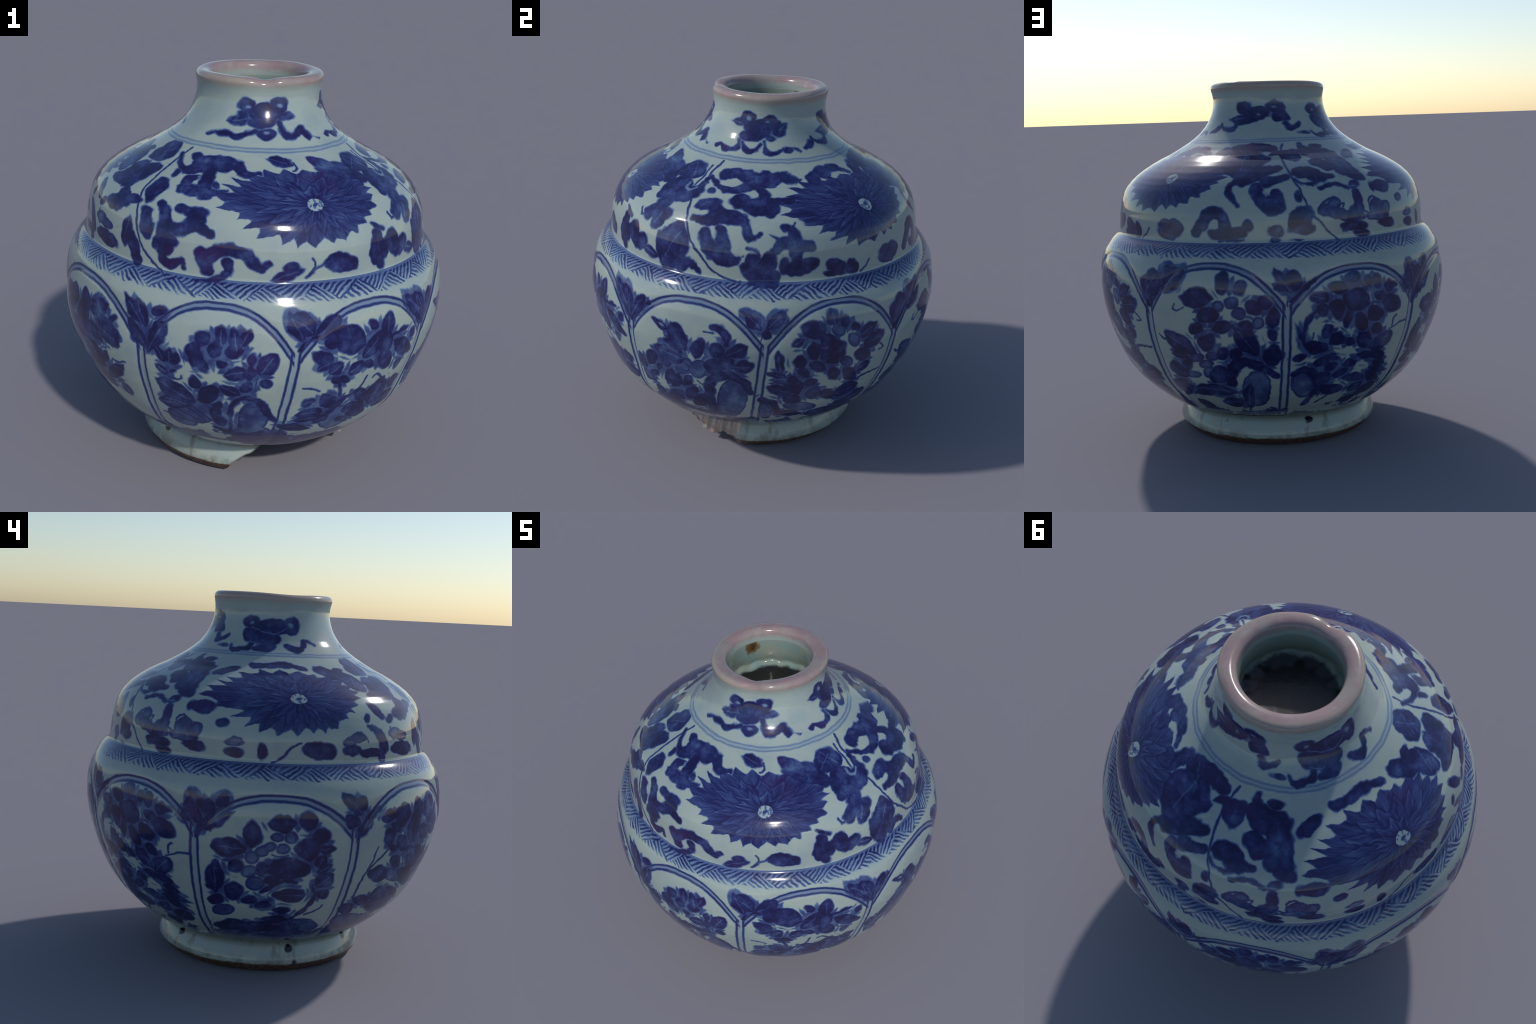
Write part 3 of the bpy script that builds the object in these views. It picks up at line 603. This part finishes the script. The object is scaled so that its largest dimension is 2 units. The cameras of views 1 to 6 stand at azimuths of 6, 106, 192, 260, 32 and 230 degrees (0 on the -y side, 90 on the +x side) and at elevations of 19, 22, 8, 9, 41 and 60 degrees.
m.dab(-10, 30, 83, 48, 2); m.dab(-91, 62, 45, 38, 10); m.dab(70, 66, 46, 42, -25)
m.dab(-109, 11, 41, 26, 7); m.leaf(-76, 0, -188, -22, 58); m.dab(103, 16, 44, 26, -4)
m.dab(-15, -13, 69, 35, 2); m.dab(6, -70, 44, 34, 4); m.brush(33, (-49, -55), (-89, -74), (-146, -91), (-201, -80), (-254, -82), (-303, -101))
m.brush(39, (69, -18), (80, -51), (102, -77), (130, -90), (161, -76), (175, -51), (194, -64), (234, -94)); m.brush(11, (223, -90), (260, -98), (297, -111)); m.spare(-82, 54, 14, 8, 3)
m.spare(70, 63, 15, 10, -3); m.spare(4, -64, 15, 10, 0)
m = motif('ribbon_knot', 101, 2.24)
m.dab(-11, 20, 80, 54, 4); m.dab(-72, 70, 46, 37, 13); m.dab(43, 51, 48, 44, -9)
m.leaf(-96, 40, -163, 43, 36); m.dab(90, 21, 51, 40, -80); m.leaf(91, 13, 138, 51, 52)
m.dab(-43, -21, 72, 34, 6); m.dab(60, -34, 30, 20, -3); m.spare(-68, 68, 16, 10, -19)
m.spare(29, 57, 10, 7, 3); m.spare(-41, -69, 16, 10, 29); m.brush(33, (-96, -65), (-73, -95), (-45, -108), (-17, -90), (7, -66))
m.brush(32, (-117, -55), (-123, -88), (-161, -112), (-200, -107), (-222, -89), (-252, -105)); m.brush(31, (27, -46), (33, -82), (51, -113), (74, -122), (100, -111), (126, -90)); m.dab(157, -97, 34, 22, -8)
m.brush(13, (180, -85), (208, -98), (230, -117))
m = motif('ribbon_knot', 187, 2.24)
m.dab(-96, 55, 47, 40, -6); m.dab(83, 55, 52, 40, -3); m.dab(-11, 24, 74, 35, -3)
m.dab(-14, -1, 43, 21, -3); m.dab(-64, -9, 64, 33, -3); m.leaf(-79, -5, -176, -14, 50)
m.dab(107, 1, 44, 33, -4); m.leaf(104, -6, 155, -15, 43); m.brush(35, (-102, -32), (-142, -44))
m.brush(33, (-141, -51), (-186, -76), (-222, -71), (-234, -45)); m.brush(25, (-241, -59), (-279, -77), (-323, -92)); m.brush(37, (132, -40), (158, -66), (190, -71), (214, -44))
m.spare(74, 58, 14, 9, -2); m.spare(-8, 14, 12, 6, -3)
m = motif('ribbon_knot', 257, 2.24)
m.dab(-98, 37, 46, 38, 1); m.dab(121, 23, 52, 47, -84); m.dab(8, 9, 112, 47, 3)
m.dab(-92, -37, 52, 48, -82); m.dab(-15, -54, 84, 54, 3); m.dab(-16, -115, 64, 33, 4)
m.brush(41, (-89, -84), (-119, -120), (-161, -134), (-195, -129), (-203, -100)); m.dab(-245, -107, 35, 17, 2); m.brush(41, (94, -93), (128, -117), (162, -119), (188, -96), (187, -59))
m.brush(23, (187, -56), (214, -62), (251, -87)); m.spare(-91, 32, 13, 10, 2); m.spare(113, 23, 15, 14, 1)
m.spare_line(6, (-84, 10), (-44, -14), (23, -28), (63, -11), (89, 7)); m.spare_line(6, (-101, -72), (-67, -87), (-39, -88))

FLOWERS = [(27, 1.715), (150, 1.713), (270, 1.69)]

class Painter(Tree):
    """one glaze material for a sector of the jar, holding every stroke that reaches into it"""
    def __init__(self, name, az, soft=.010, grow=.0025):
        super().__init__(name)
        tc = self.node('ShaderNodeTexCoord'); self.obj = tc.outputs['Object']
        self.az = az
        turned = self.mapping(self.obj, (0, 0, 0), rad(az))
        x, y, z = self.sep(turned)
        self.a = self.math('ARCTAN2', x, self.math('MULTIPLY', y, -1.))
        self.r = self.vec('LENGTH', self.vec('MULTIPLY', self.obj, (1, 1, 0)))
        half = self.math('MULTIPLY', z, .5)
        c = self.node('ShaderNodeFloatCurve')
        zs = [0, .135, .3, .5, .7, .9, 1.03, 1.09, 1.14, 1.165, 1.172, 1.19, 1.3, 1.4, 1.46, 1.49, 1.52, 1.55, 1.575, 1.6, 1.63, 1.66, 1.69, 1.72, 1.75, 1.8, 1.86, 1.95]
        def setup(n):
            pts = n.mapping.curves[0].points
            while len(pts) < len(zs) + 1: pts.new(.5, .5)
            for p, q in zip(pts, zs + [2.0]):
                p.location = (q / 2, float(s_of_z(q)) / 2.5); p.handle_type = 'VECTOR'
            n.mapping.update()
        c.setup = setup
        self.put(c.inputs['Value'], half)
        self.s = self.math('MULTIPLY', c.outputs[0], 2.5)
        w = self.noise(self.obj, 13., 2., .55, col=True)
        w2 = self.noise(self.obj, 34., 2., .5, col=True)
        self.warp = self.vec('MULTIPLY', self.vec('SUBTRACT', w, (.5, .5, .5)), (.026, .026, 0))
        self.warp = self.vec('MULTIPLY_ADD', self.vec('SUBTRACT', w2, (.5, .5, .5)), (.009, .009, 0), self.warp)
        self.field = {}; self.soft, self.grow = soft, grow; self.last = None; self.count = 0
        self.flower = None

    def frame(self, az, s):
        x = self.math('MULTIPLY', self.math('SUBTRACT', self.a, rad(angle(az - self.az))), self.r)
        return self.vec('ADD', self.xyz(x, self.math('SUBTRACT', self.s, s)), self.warp)

    def add(self, layer, d):
        f = self.field
        if layer == 'wash':
            if 'wash' not in f: f['wash'], f['wash2'] = d, None
            else:
                hi = self.math('MAXIMUM', f['wash'], d)
                f['wash2'] = hi if f['wash2'] is None else self.math('MINIMUM', f['wash2'], hi)
                f['wash'] = self.math('SMOOTH_MIN', f['wash'], d, self.soft)
        else:
            f[layer] = d if layer not in f else self.math('MINIMUM', f[layer], d)

    def shape(self, P, layer, kind, p):
        grow = self.grow if layer == 'wash' else 0.
        if kind == 'oval':
            q = [v / 1000 for v in p]
            a, b = max(q[2] + grow, .005), max(q[3] + grow, .005)
            L = self.vec('LENGTH', self.mapping(P, (q[0], q[1], 0), rad(p[4]), (a, b, 1)))
            k = (a * b) ** .5
            d = self.math('MULTIPLY_ADD', L, k, -k)
        elif kind == 'leaf':
            q = [v / 1000 for v in p]
            dx, dy = q[2] - q[0], q[3] - q[1]
            h = math.hypot(dx, dy) / 2 + .008; w = max(min(q[4] / 2 + grow, h * .8), .006)
            R = (h * h + w * w) / (2 * w)
            m = self.vec('ABSOLUTE', self.mapping(P, ((q[0] + q[2]) / 2, (q[1] + q[3]) / 2, 0), math.atan2(dy, dx)))
            d = self.math('SUBTRACT', self.vec('DISTANCE', m, (0, w - R, 0)), R)
        else:
            d = None
            for seg in p:
                q = [v / 1000 for v in seg]
                dx, dy = q[2] - q[0], q[3] - q[1]
                m = self.mapping(P, (q[0], q[1], 0), math.atan2(dy, dx))
                c = self.vec('MINIMUM', self.vec('MAXIMUM', m, (0, 0, 0)), (max(math.hypot(dx, dy), .002), 0, 0))
                e = self.math('SUBTRACT', self.vec('DISTANCE', m, c), q[4] + grow)
                d = e if d is None else self.math('MINIMUM', d, e)
        self.add(layer, d); self.last = self.field[layer]

    def after(self, P):
        """tie the next strokes to the last one, so that Cycles works through them in batches (its stack is small)"""
        return P if self.last is None else self.vec('MULTIPLY_ADD', self.last, (1e-9, 1e-9, 0), P)

    def strokes(self, a0, a1, s0, s1):
        """compile all strokes that reach into azimuths a0..a1 (relative to the sector) and s0..s1"""
        for m in MOTIFS:
            P = None
            for layer, kind, p in m.shapes:
                x0, x1, y0, y1 = reach(kind, p)
                if m.s + y1 / 1000 < s0 or m.s + y0 / 1000 > s1: continue
                mid = min(max(m.s + (y0 + y1) / 2000, s0), s1)
                r = float(np.interp(z_of_s(mid), PZ, PR)) * .93
                c = angle(m.az - self.az)
                if c + deg(x1 / 1000 / r) < a0 or c + deg(x0 / 1000 / r) > a1: continue
                if P is None: P = self.after(self.frame(m.az, m.s))
                if self.count > 14: P = self.after(P); self.count = 0
                self.shape(P, layer, kind, p); self.count += len(p) if kind == 'stroke' else 1

    def panel_lines(self, i):
        """the paired outlines of panel i: its two borders and its arch, with a pale fill between the lines"""
        f = self.field
        for k in (i - 1, i):
            az = DIVIDERS[k][0]; lean = DIVIDERS[k][1]
            c = self.math('MULTIPLY_ADD', self.s, rad(lean), rad(angle(az - self.az) - lean * .75))
            x = self.math('MULTIPLY', self.math('SUBTRACT', self.a, c), self.r)
            x = self.math('MULTIPLY_ADD', self.sep(self.warp)[0], .4, x)
            d = self.math('ABSOLUTE', x)
            off = self.math('SUBTRACT', self.math('ABSOLUTE', self.math('SUBTRACT', d, .0185)), .0052)
            top = self.math('SUBTRACT', self.s, 1.02)
            self.add('line', self.math('MAXIMUM', off, top))
            self.add('mist', self.math('MAXIMUM', self.math('SUBTRACT', d, .017), top))
        c, hw, crown = PANELS[i]
        t = self.math('ABSOLUTE', self.math('MULTIPLY', self.math('SUBTRACT', self.a, rad(angle(c - self.az))), 1 / rad(hw)))
        h = self.math('MULTIPLY_ADD', self.math('POWER', t, 2.5), -crown, 1.0 + crown)
        slope = self.math('MULTIPLY', self.math('POWER', t, 1.5), 1.5)
        k = self.math('SQRT', self.math('MULTIPLY_ADD', slope, slope, 1.))
        d = self.math('ABSOLUTE', self.math('ADD', self.math('DIVIDE', self.math('SUBTRACT', self.s, h), k), self.math('MULTIPLY', self.sep(self.warp)[1], .4)))
        end = self.math('MULTIPLY', self.math('SUBTRACT', t, 1.02), .35)
        self.add('line', self.math('MAXIMUM', self.math('SUBTRACT', self.math('ABSOLUTE', self.math('SUBTRACT', d, .013)), .0055), end))
        self.add('tint', self.math('MAXIMUM', self.math('SUBTRACT', d, .013), end))

    def big_flower(self, az, s):
        """open lotus: a serrated oval of radiating petals drawn with dark veins round a reserved ring"""
        P = self.frame(az, s)
        ring = self.vec('LENGTH', self.mapping(P, (0, 0, 0), 0, (.042, .035, 1)))
        v = self.mapping(P, (-.025, .022, 0), 0, (.40, .235, 1))
        e = self.vec('LENGTH', v)
        vx, vy, _ = self.sep(self.mapping(P, (0, 0, 0), 0, (.40, .235, 1)))
        ang = self.math('ARCTAN2', vy, vx)
        wob = self.noise(self.obj, 5., 2.)
        unit = self.vec('NORMALIZE', self.xyz(vx, vy))
        streak = self.noise(self.vec('MULTIPLY_ADD', unit, (3.2, 3.2, 0), self.xyz(az, 0., self.math('MULTIPLY', e, 1.1))), 3.0, 3., .65)
        def layer(n, seed):
            t = self.math('ABSOLUTE', self.math('SINE', self.math('ADD', self.math('MULTIPLY_ADD', ang, n, seed), self.math('MULTIPLY', wob, 4.5))))
            return t, self.math('POWER', self.math('SUBTRACT', 1., t), .85)
        t1, spike1 = layer(13., .4)
        t2, spike2 = layer(9., 1.7)
        t3, spike3 = layer(7., 2.5)
        left = self.ramp(self.math('ABSOLUTE', ang), 2.75, 3.12, 0., .17)
        edge = self.math('ADD', self.math('ADD', self.math('MULTIPLY', spike1, self.ramp(vx, -.7, .5, .17, .09)), .83), self.math('ADD', left, self.math('MULTIPLY_ADD', wob, .30, -.15)))
        d = self.math('MULTIPLY', self.math('SUBTRACT', e, edge), .26)
        inside = self.ramp(d, .008, -.006)
        vein = self.math('MULTIPLY', self.ramp(t1, .80, .99), self.ramp(e, .5, .8))
        q2 = self.math('SUBTRACT', e, self.math('MULTIPLY_ADD', spike2, .24, .50))
        q3 = self.math('SUBTRACT', e, self.math('MULTIPLY_ADD', spike3, .18, .26))
        lines = self.ramp(self.math('MINIMUM', self.math('ABSOLUTE', q2), self.math('ABSOLUTE', q3)), .06, .005)
        tips = self.ramp(self.math('MINIMUM', self.math('ABSOLUTE', self.math('ADD', q2, .06)), self.math('ABSOLUTE', self.math('ADD', q3, .06))), .06, .01)
        vein2 = self.math('MULTIPLY', self.ramp(t2, .85, .99), self.ramp(q2, .03, -.03))
        dark = self.math('MAXIMUM', vein, self.math('MAXIMUM', lines, vein2))
        base = self.math('MULTIPLY_ADD', self.math('SUBTRACT', streak, .5), .85, .70)
        D = self.math('MULTIPLY_ADD', dark, .15, self.math('MULTIPLY_ADD', tips, -.13, base))
        D = self.math('ADD', D, self.math('MULTIPLY', self.math('SUBTRACT', wob, .5), .45))
        D = self.math('ADD', D, self.ramp(ring, 2.0, 1.1, 0., .15))
        D = self.math('MULTIPLY', self.math('MINIMUM', self.math('MAXIMUM', D, .46), .97), inside)
        gap = self.math('MULTIPLY', self.ramp(t1, .93, .995), self.ramp(e, .62, .86))
        D = self.math('MULTIPLY', D, self.math('MULTIPLY_ADD', gap, -.35, 1.))
        # the seed ring: pale disc with a dark diamond
        px2 = self.vec('LENGTH', self.mapping(P, (0, 0, 0), rad(30), (.017, .011, 1)))
        disc = self.ramp(ring, 1.06, .92)
        core = self.math('MAXIMUM', self.ramp(px2, 1.2, .6, 0., .6), self.math('MULTIPLY', self.ramp(self.noise(self.obj, 55., 1.), .52, .6), .35))
        D = self.math('MULTIPLY_ADD', disc, self.math('SUBTRACT', self.math('ADD', core, .06), D), D)
        self.flower = D if self.flower is None else self.math('MAXIMUM', self.flower, D)

    def neck_lines(self):
        y = self.math('ADD', self.s, self.math('MULTIPLY', self.sep(self.warp)[1], .6))
        d = self.math('ABSOLUTE', self.math('SUBTRACT', y, 2.076))
        self.add('tint', self.math('SUBTRACT', self.math('ABSOLUTE', self.math('SUBTRACT', d, .010)), .0045))
        self.add('mist', self.math('SUBTRACT', d, .010))

    def ground(self, top):
        """dense wash of rocks and grass along the foot of the belly"""
        h = self.math('SUBTRACT', self.s, top)
        n = self.noise(self.vec('MULTIPLY', self.obj, (1, 1, .7)), 7., 4., .62)
        k = self.math('SUBTRACT', self.math('MULTIPLY', self.math('SUBTRACT', n, .5), .62), h)
        return self.math('MULTIPLY', self.ramp(k, -.012, .014), self.math('MULTIPLY_ADD', self.noise(self.obj, 17., 3., .6), 1.1, .12))

    def finish(self, extra=None, fill=False, lobes=(17., .020)):
        f = self.field
        cell = self.node('ShaderNodeTexVoronoi', feature='F1'); self.put(cell.inputs['Vector'], self.obj); cell.inputs['Scale'].default_value = lobes[0]
        rim_ = self.node('ShaderNodeTexVoronoi', feature='DISTANCE_TO_EDGE'); self.put(rim_.inputs['Vector'], self.obj); rim_.inputs['Scale'].default_value = lobes[0]
        lobe = self.math('MULTIPLY', self.math('SUBTRACT', cell.outputs['Distance'], .42), lobes[1])
        drawn = self.ramp(rim_.outputs['Distance'], .10, .015)
        if 'wash' in f: f['wash'] = self.math('ADD', f['wash'], lobe)
        blot = self.noise(self.obj, 7., 3., .55)
        fine = self.noise(self.obj, 42., 2., .5)
        mid = self.noise(self.obj, 15., 3., .6)
        tone = self.math('MULTIPLY_ADD', self.math('SUBTRACT', mid, .5), 1.0, self.math('MULTIPLY', self.math('SUBTRACT', blot, .5), .85))
        D = None
        def over(v):
            nonlocal D
            D = v if D is None else self.math('MAXIMUM', D, v)
        if 'tint' in f: over(self.ramp(f['tint'], .006, -.003, 0., .26))
        if 'mist' in f: over(self.ramp(f['mist'], .004, -.004, 0., .10))
        if 'pale' in f:
            v = self.math('ADD', self.math('ADD', self.math('MULTIPLY', tone, .7), .50), self.ramp(f['pale'], -.020, -.002, 0., .22))
            over(self.math('MULTIPLY', v, self.ramp(f['pale'], .006, -.005)))
        if 'wash' in f:
            v = self.math('ADD', self.math('ADD', tone, .78), self.ramp(f['wash'], -.030, -.004, -.02, .07))
            v = self.math('MULTIPLY_ADD', drawn, .07, v)
            v = self.math('MAXIMUM', v, .40)
            if f.get('wash2') is not None:
                gap = self.ramp(self.math('SUBTRACT', f['wash2'], f['wash']), .011, .001)
                v = self.math('SUBTRACT', v, self.math('MULTIPLY', gap, .07))
            over(self.math('MULTIPLY', self.math('MINIMUM', v, .98), self.ramp(f['wash'], .0095, -.0085)))
            if fill and f.get('wash2') is not None: over(self.math('MULTIPLY', self.ramp(f['wash2'], .030, .016), self.math('MULTIPLY_ADD', mid, .9, .06)))
        if 'vein' in f and D is not None: D = self.math('MULTIPLY', D, self.ramp(f['vein'], .004, -.002, 1., .68))
        if self.flower is not None: over(self.flower)
        if 'line' in f: over(self.ramp(f['line'], .0065, -.0045, 0., .78))
        if extra is not None: over(extra)
        if D is None: D = self.math('MULTIPLY', blot, 0.)
        if 'spare' in f: D = self.math('MULTIPLY', D, self.ramp(f['spare'], -.006, .005, .38, 1.))
        # thin haze of cobalt floating in the glaze
        haze = self.math('MULTIPLY', self.ramp(blot, .45, .8), .05)
        D = self.math('ADD', D, haze)
        col = self.colors(D, INK)
        # warm violet bleeding in the thickest blue
        violet = self.math('MULTIPLY', self.ramp(self.noise(self.obj, 3.2, 2.), .56, .74), self.ramp(D, .45, .8, 0., .45))
        col = self.mix(violet, col, (.040, .015, .085))
        tint = self.ramp(self.noise(self.obj, 2.3, 3.), .35, .7)
        col = self.mix(self.math('MULTIPLY', tint, self.ramp(D, .25, .0, 0., .35)), col, (.335, .395, .335))
        grey = self.ramp(self.noise(self.obj, 5.5, 4., .6), .48, .70)
        col = self.mix(self.math('MULTIPLY', grey, self.ramp(D, .25, .0, 0., .55)), col, (.245, .315, .335))
        speck = self.ramp(self.noise(self.obj, 60., 1.), .74, .80, 0., .25)
        col = self.mix(self.math('MULTIPLY', speck, self.ramp(D, .2, 0.)), col, (.15, .16, .12))
        return self.surface(col, ROUGH, bump=fine, bump_strength=.02, bump_dist=.004)

def assign(ob, mats, chooser):
    for m in mats: ob.data.materials.append(m)
    me = ob.data
    c = np.zeros(len(me.polygons) * 3); me.polygons.foreach_get('center', c); c = c.reshape(-1, 3)
    az = np.degrees(np.arctan2(c[:, 0], -c[:, 1])) % 360
    me.polygons.foreach_set('material_index', chooser(az, s_of_z(c[:, 2])).astype(np.int32).tolist())

def nearest(centres):
    c = np.array(centres)
    return lambda az, s: np.abs((az[:, None] - c[None] + 180) % 360 - 180).argmin(1)

# belly: one glaze per panel; height of the blue ground under each spray
GROUND = [.47, .43, .43, .39, .30, .30, .39, .42]
mats = []
for i in range(8):
    c = PANELS[i][0] % 360
    p = Painter('painted_belly_glaze', c, .007, .0055)
    p.panel_lines(i)
    p.strokes(-25.5, 25.5, .12, S_BAND0 + .01)
    foot_line = p.ramp(p.math('ABSOLUTE', p.math('SUBTRACT', p.s, s_joint + .022)), .012, .003, 0., .55)
    mats.append(p.finish(p.math('MAXIMUM', foot_line, p.ground(GROUND[i])), fill=True))
def panel_of(az, s):
    return sum((az > d + lean * (s - .75)).astype(int) for d, lean in DIVIDERS) % 8
assign(belly, mats, panel_of)

# shoulder: twelve sectors of scrolling lotus
centres = [i * 30 + 0 for i in range(12)]
mats = []
for c in centres:
    p = Painter('painted_shoulder_glaze', c, .007, .0015)
    for az, s in FLOWERS:
        if abs(angle(az - c)) < 52: p.big_flower(az, s)
    p.strokes(-17, 17, S_BAND1 - .02, S_NECK + .02)
    p.neck_lines()
    mats.append(p.finish())
assign(shoulder, mats, nearest(centres))

# neck: four sectors, a tied-ribbon emblem in each
centres = [11, 101, 187, 260]
mats = []
for c in centres:
    p = Painter('painted_neck_glaze', c, .006, 0.)
    p.strokes(-62, 62, S_NECK - .02, 2.5)
    p.neck_lines()
    mats.append(p.finish())
assign(neck, mats, nearest(centres))

# hatched band: herringbone of brushed hatching over a thin wash
p = Painter('hatched_band_glaze', 0)
y = p.math('SUBTRACT', p.s, 1.262)                                  # 0 .. .078 across the hatching
turn = p.math('ADD', p.a, p.math('MULTIPLY', p.noise(p.obj, 3., 1.), .10))
x = p.math('MULTIPLY', turn, .94)
wy = p.math('ADD', y, p.math('MULTIPLY', p.sep(p.warp)[1], .8))
tri = p.math('ABSOLUTE', p.math('SUBTRACT', p.math('MULTIPLY', p.math('FRACT', p.math('MULTIPLY', turn, 26 / (2 * math.pi))), 2.), 1.))
side = p.ramp(p.math('SUBTRACT', tri, p.math('MULTIPLY', wy, 1 / .078)), -.02, .02)
def hatch(slope, freq):
    u = p.math('MULTIPLY', p.math('ADD', x, p.math('MULTIPLY', wy, slope)), freq)
    u = p.math('ADD', u, p.math('MULTIPLY', p.noise(p.obj, 8., 4., .6), 13.))
    return p.ramp(p.math('SINE', u), -.8, .9)
h = p.math('MULTIPLY_ADD', side, p.math('SUBTRACT', hatch(1.25, 180.), hatch(-1.25, 180.)), hatch(-1.25, 180.))
edge_noise = p.math('MULTIPLY', p.math('SUBTRACT', p.noise(p.obj, 16., 2.), .5), .05)
low = p.ramp(p.math('ADD', y, edge_noise), -.004, .008); high = p.ramp(y, .088, .076)
streak = p.noise(p.obj, 8., 3.)
hatching = p.math('MULTIPLY', p.math('MULTIPLY', h, p.math('MULTIPLY', low, high)), p.math('MULTIPLY_ADD', p.noise(p.obj, 13., 4., .65), 2.4, -.45))
wash = p.math('MULTIPLY', p.ramp(y, -.005, .055, .02, .28), p.ramp(y, .112, .100))
wash = p.math('ADD', wash, p.math('MULTIPLY', p.math('MULTIPLY', p.ramp(y, .060, .082), p.ramp(y, .110, .096)), p.math('MULTIPLY', streak, .30)))
p.strokes(-181, 181, S_BAND1 - .03, S_BAND1 + .01)
band.data.materials.append(p.finish(p.math('ADD', wash, p.math('MULTIPLY', hatching, .58))))

# lip: pinkish, thinly glazed edge
t = Tree('pink_lip_glaze')
o = t.node('ShaderNodeTexCoord').outputs['Object']
z = t.sep(o)[2]
r = t.vec('LENGTH', t.vec('MULTIPLY', o, (1, 1, 0)))
n = t.noise(o, 9., 4., .6); n2 = t.noise(o, 30., 3.)
zz = t.math('ADD', z, t.math('MULTIPLY', t.math('SUBTRACT', n, .5), .03))
col = t.mix(t.ramp(n, .35, .65), (.31, .205, .215), (.31, .245, .235))
col = t.mix(t.math('MULTIPLY', t.ramp(n2, .40, .65), .55), col, (.25, .20, .19))
col = t.mix(t.math('MULTIPLY', t.ramp(t.noise(o, 6., 4., .65), .5, .68), .6), col, (.31, .30, .27))
cream = t.math('MULTIPLY', t.ramp(r, .300, .318), .6)
col = t.mix(cream, col, (.36, .31, .26))
col = t.mix(t.ramp(zz, 1.962, 1.930), col, (.30, .36, .33))
rim.data.materials.append(t.surface(col, .16, bump=n2, bump_strength=.05))

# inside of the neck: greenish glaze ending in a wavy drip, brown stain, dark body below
t = Tree('inner_glaze')
o = t.node('ShaderNodeTexCoord').outputs['Object']
z = t.sep(o)[2]
n = t.noise(o, 11., 4., .6)
col = t.mix(t.ramp(n, .35, .7), (.20, .29, .27), (.27, .30, .24))
col = t.mix(t.ramp(z, 1.90, 1.96), col, (.32, .29, .25))
sa = rad(237); spot = t.mapping(o, (.23 * math.sin(sa), -.23 * math.cos(sa), 1.895), 0, (.050, .050, .055))
st = t.math('ADD', t.vec('LENGTH', spot), t.math('MULTIPLY', t.math('SUBTRACT', t.noise(o, 30., 3.), .5), 1.2))
col = t.mix(t.ramp(st, 1.1, .6), col, (.13, .08, .03))
col = t.mix(t.ramp(st, .6, .2), col, (.05, .03, .02))
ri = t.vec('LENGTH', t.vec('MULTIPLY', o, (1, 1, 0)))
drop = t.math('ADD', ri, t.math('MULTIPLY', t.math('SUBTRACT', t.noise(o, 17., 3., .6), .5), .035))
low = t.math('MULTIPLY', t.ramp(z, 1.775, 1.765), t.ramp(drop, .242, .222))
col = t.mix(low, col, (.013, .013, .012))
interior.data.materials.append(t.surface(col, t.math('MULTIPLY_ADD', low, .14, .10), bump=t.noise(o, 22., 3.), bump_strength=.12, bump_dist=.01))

# foot: glaze with dirt, brown bare edge, pinkish fracture
t = Tree('foot_glaze')
o = t.node('ShaderNodeTexCoord').outputs['Object']
x, y, z = t.sep(o)
az = t.math('ARCTAN2', x, t.math('MULTIPLY', y, -1.))
n = t.noise(o, 10., 4., .6); fine = t.noise(o, 45., 3.)
col = t.mix(t.ramp(n, .35, .7), (.33, .40, .375), (.36, .39, .33))
dirt = t.math('MULTIPLY', t.ramp(t.noise(t.vec('MULTIPLY', o, (1, 1, .25)), 16., 3.), .56, .72), .6)
lowdirt = t.math('MULTIPLY', t.ramp(z, .12, .05), t.ramp(t.noise(o, 13., 4., .65), .42, .62))
dirt = t.math('MAXIMUM', dirt, t.math('MULTIPLY', lowdirt, .7))
col = t.mix(dirt, col, (.13, .125, .09))
blob = t.ramp(t.noise(o, 8., 1.), .70, .74)
col = t.mix(t.math('MULTIPLY', blob, .85), col, (.02, .02, .035))
for a_, z_, w_ in ((211, .150, .020), (186, .155, .014), (318, .145, .016), (277, .135, .016)):     # dark kiln pits under the belly
    pit = t.vec('LENGTH', t.mapping(o, (.56 * math.sin(rad(a_)), -.56 * math.cos(rad(a_)), z_), 0, (w_ * 1.4, w_ * 1.4, w_ * 1.5)))
    pit = t.math('ADD', pit, t.math('MULTIPLY', t.math('SUBTRACT', fine, .5), .8))
    col = t.mix(t.ramp(pit, 1.15, .8), col, (.012, .012, .022))
zz = t.math('ADD', z, t.math('MULTIPLY', t.math('SUBTRACT', n, .5), .030))
brown = t.mix(t.ramp(fine, .35, .65), (.055, .028, .018), (.13, .070, .042))
col = t.mix(t.ramp(zz, .058, .048), col, brown)
r = t.vec('LENGTH', t.vec('MULTIPLY', o, (1, 1, 0)))
col = t.mix(t.ramp(r, .512, .504), col, brown)
# fracture: pale pink biscuit near the break
brk = t.mix(t.ramp(fine, .35, .65), (.42, .29, .24), (.38, .32, .27))
d1 = t.ramp(t.math('ABSOLUTE', t.math('SUBTRACT', az, rad(46))), rad(60), rad(40))
near = t.math('MULTIPLY', d1, t.ramp(t.math('ADD', r, t.math('MULTIPLY', n, .01)), .562, .552))
col = t.mix(near, col, brk)
foot.data.materials.append(t.surface(col, t.ramp(z, .05, .04, .14, .6), bump=fine, bump_strength=.15))
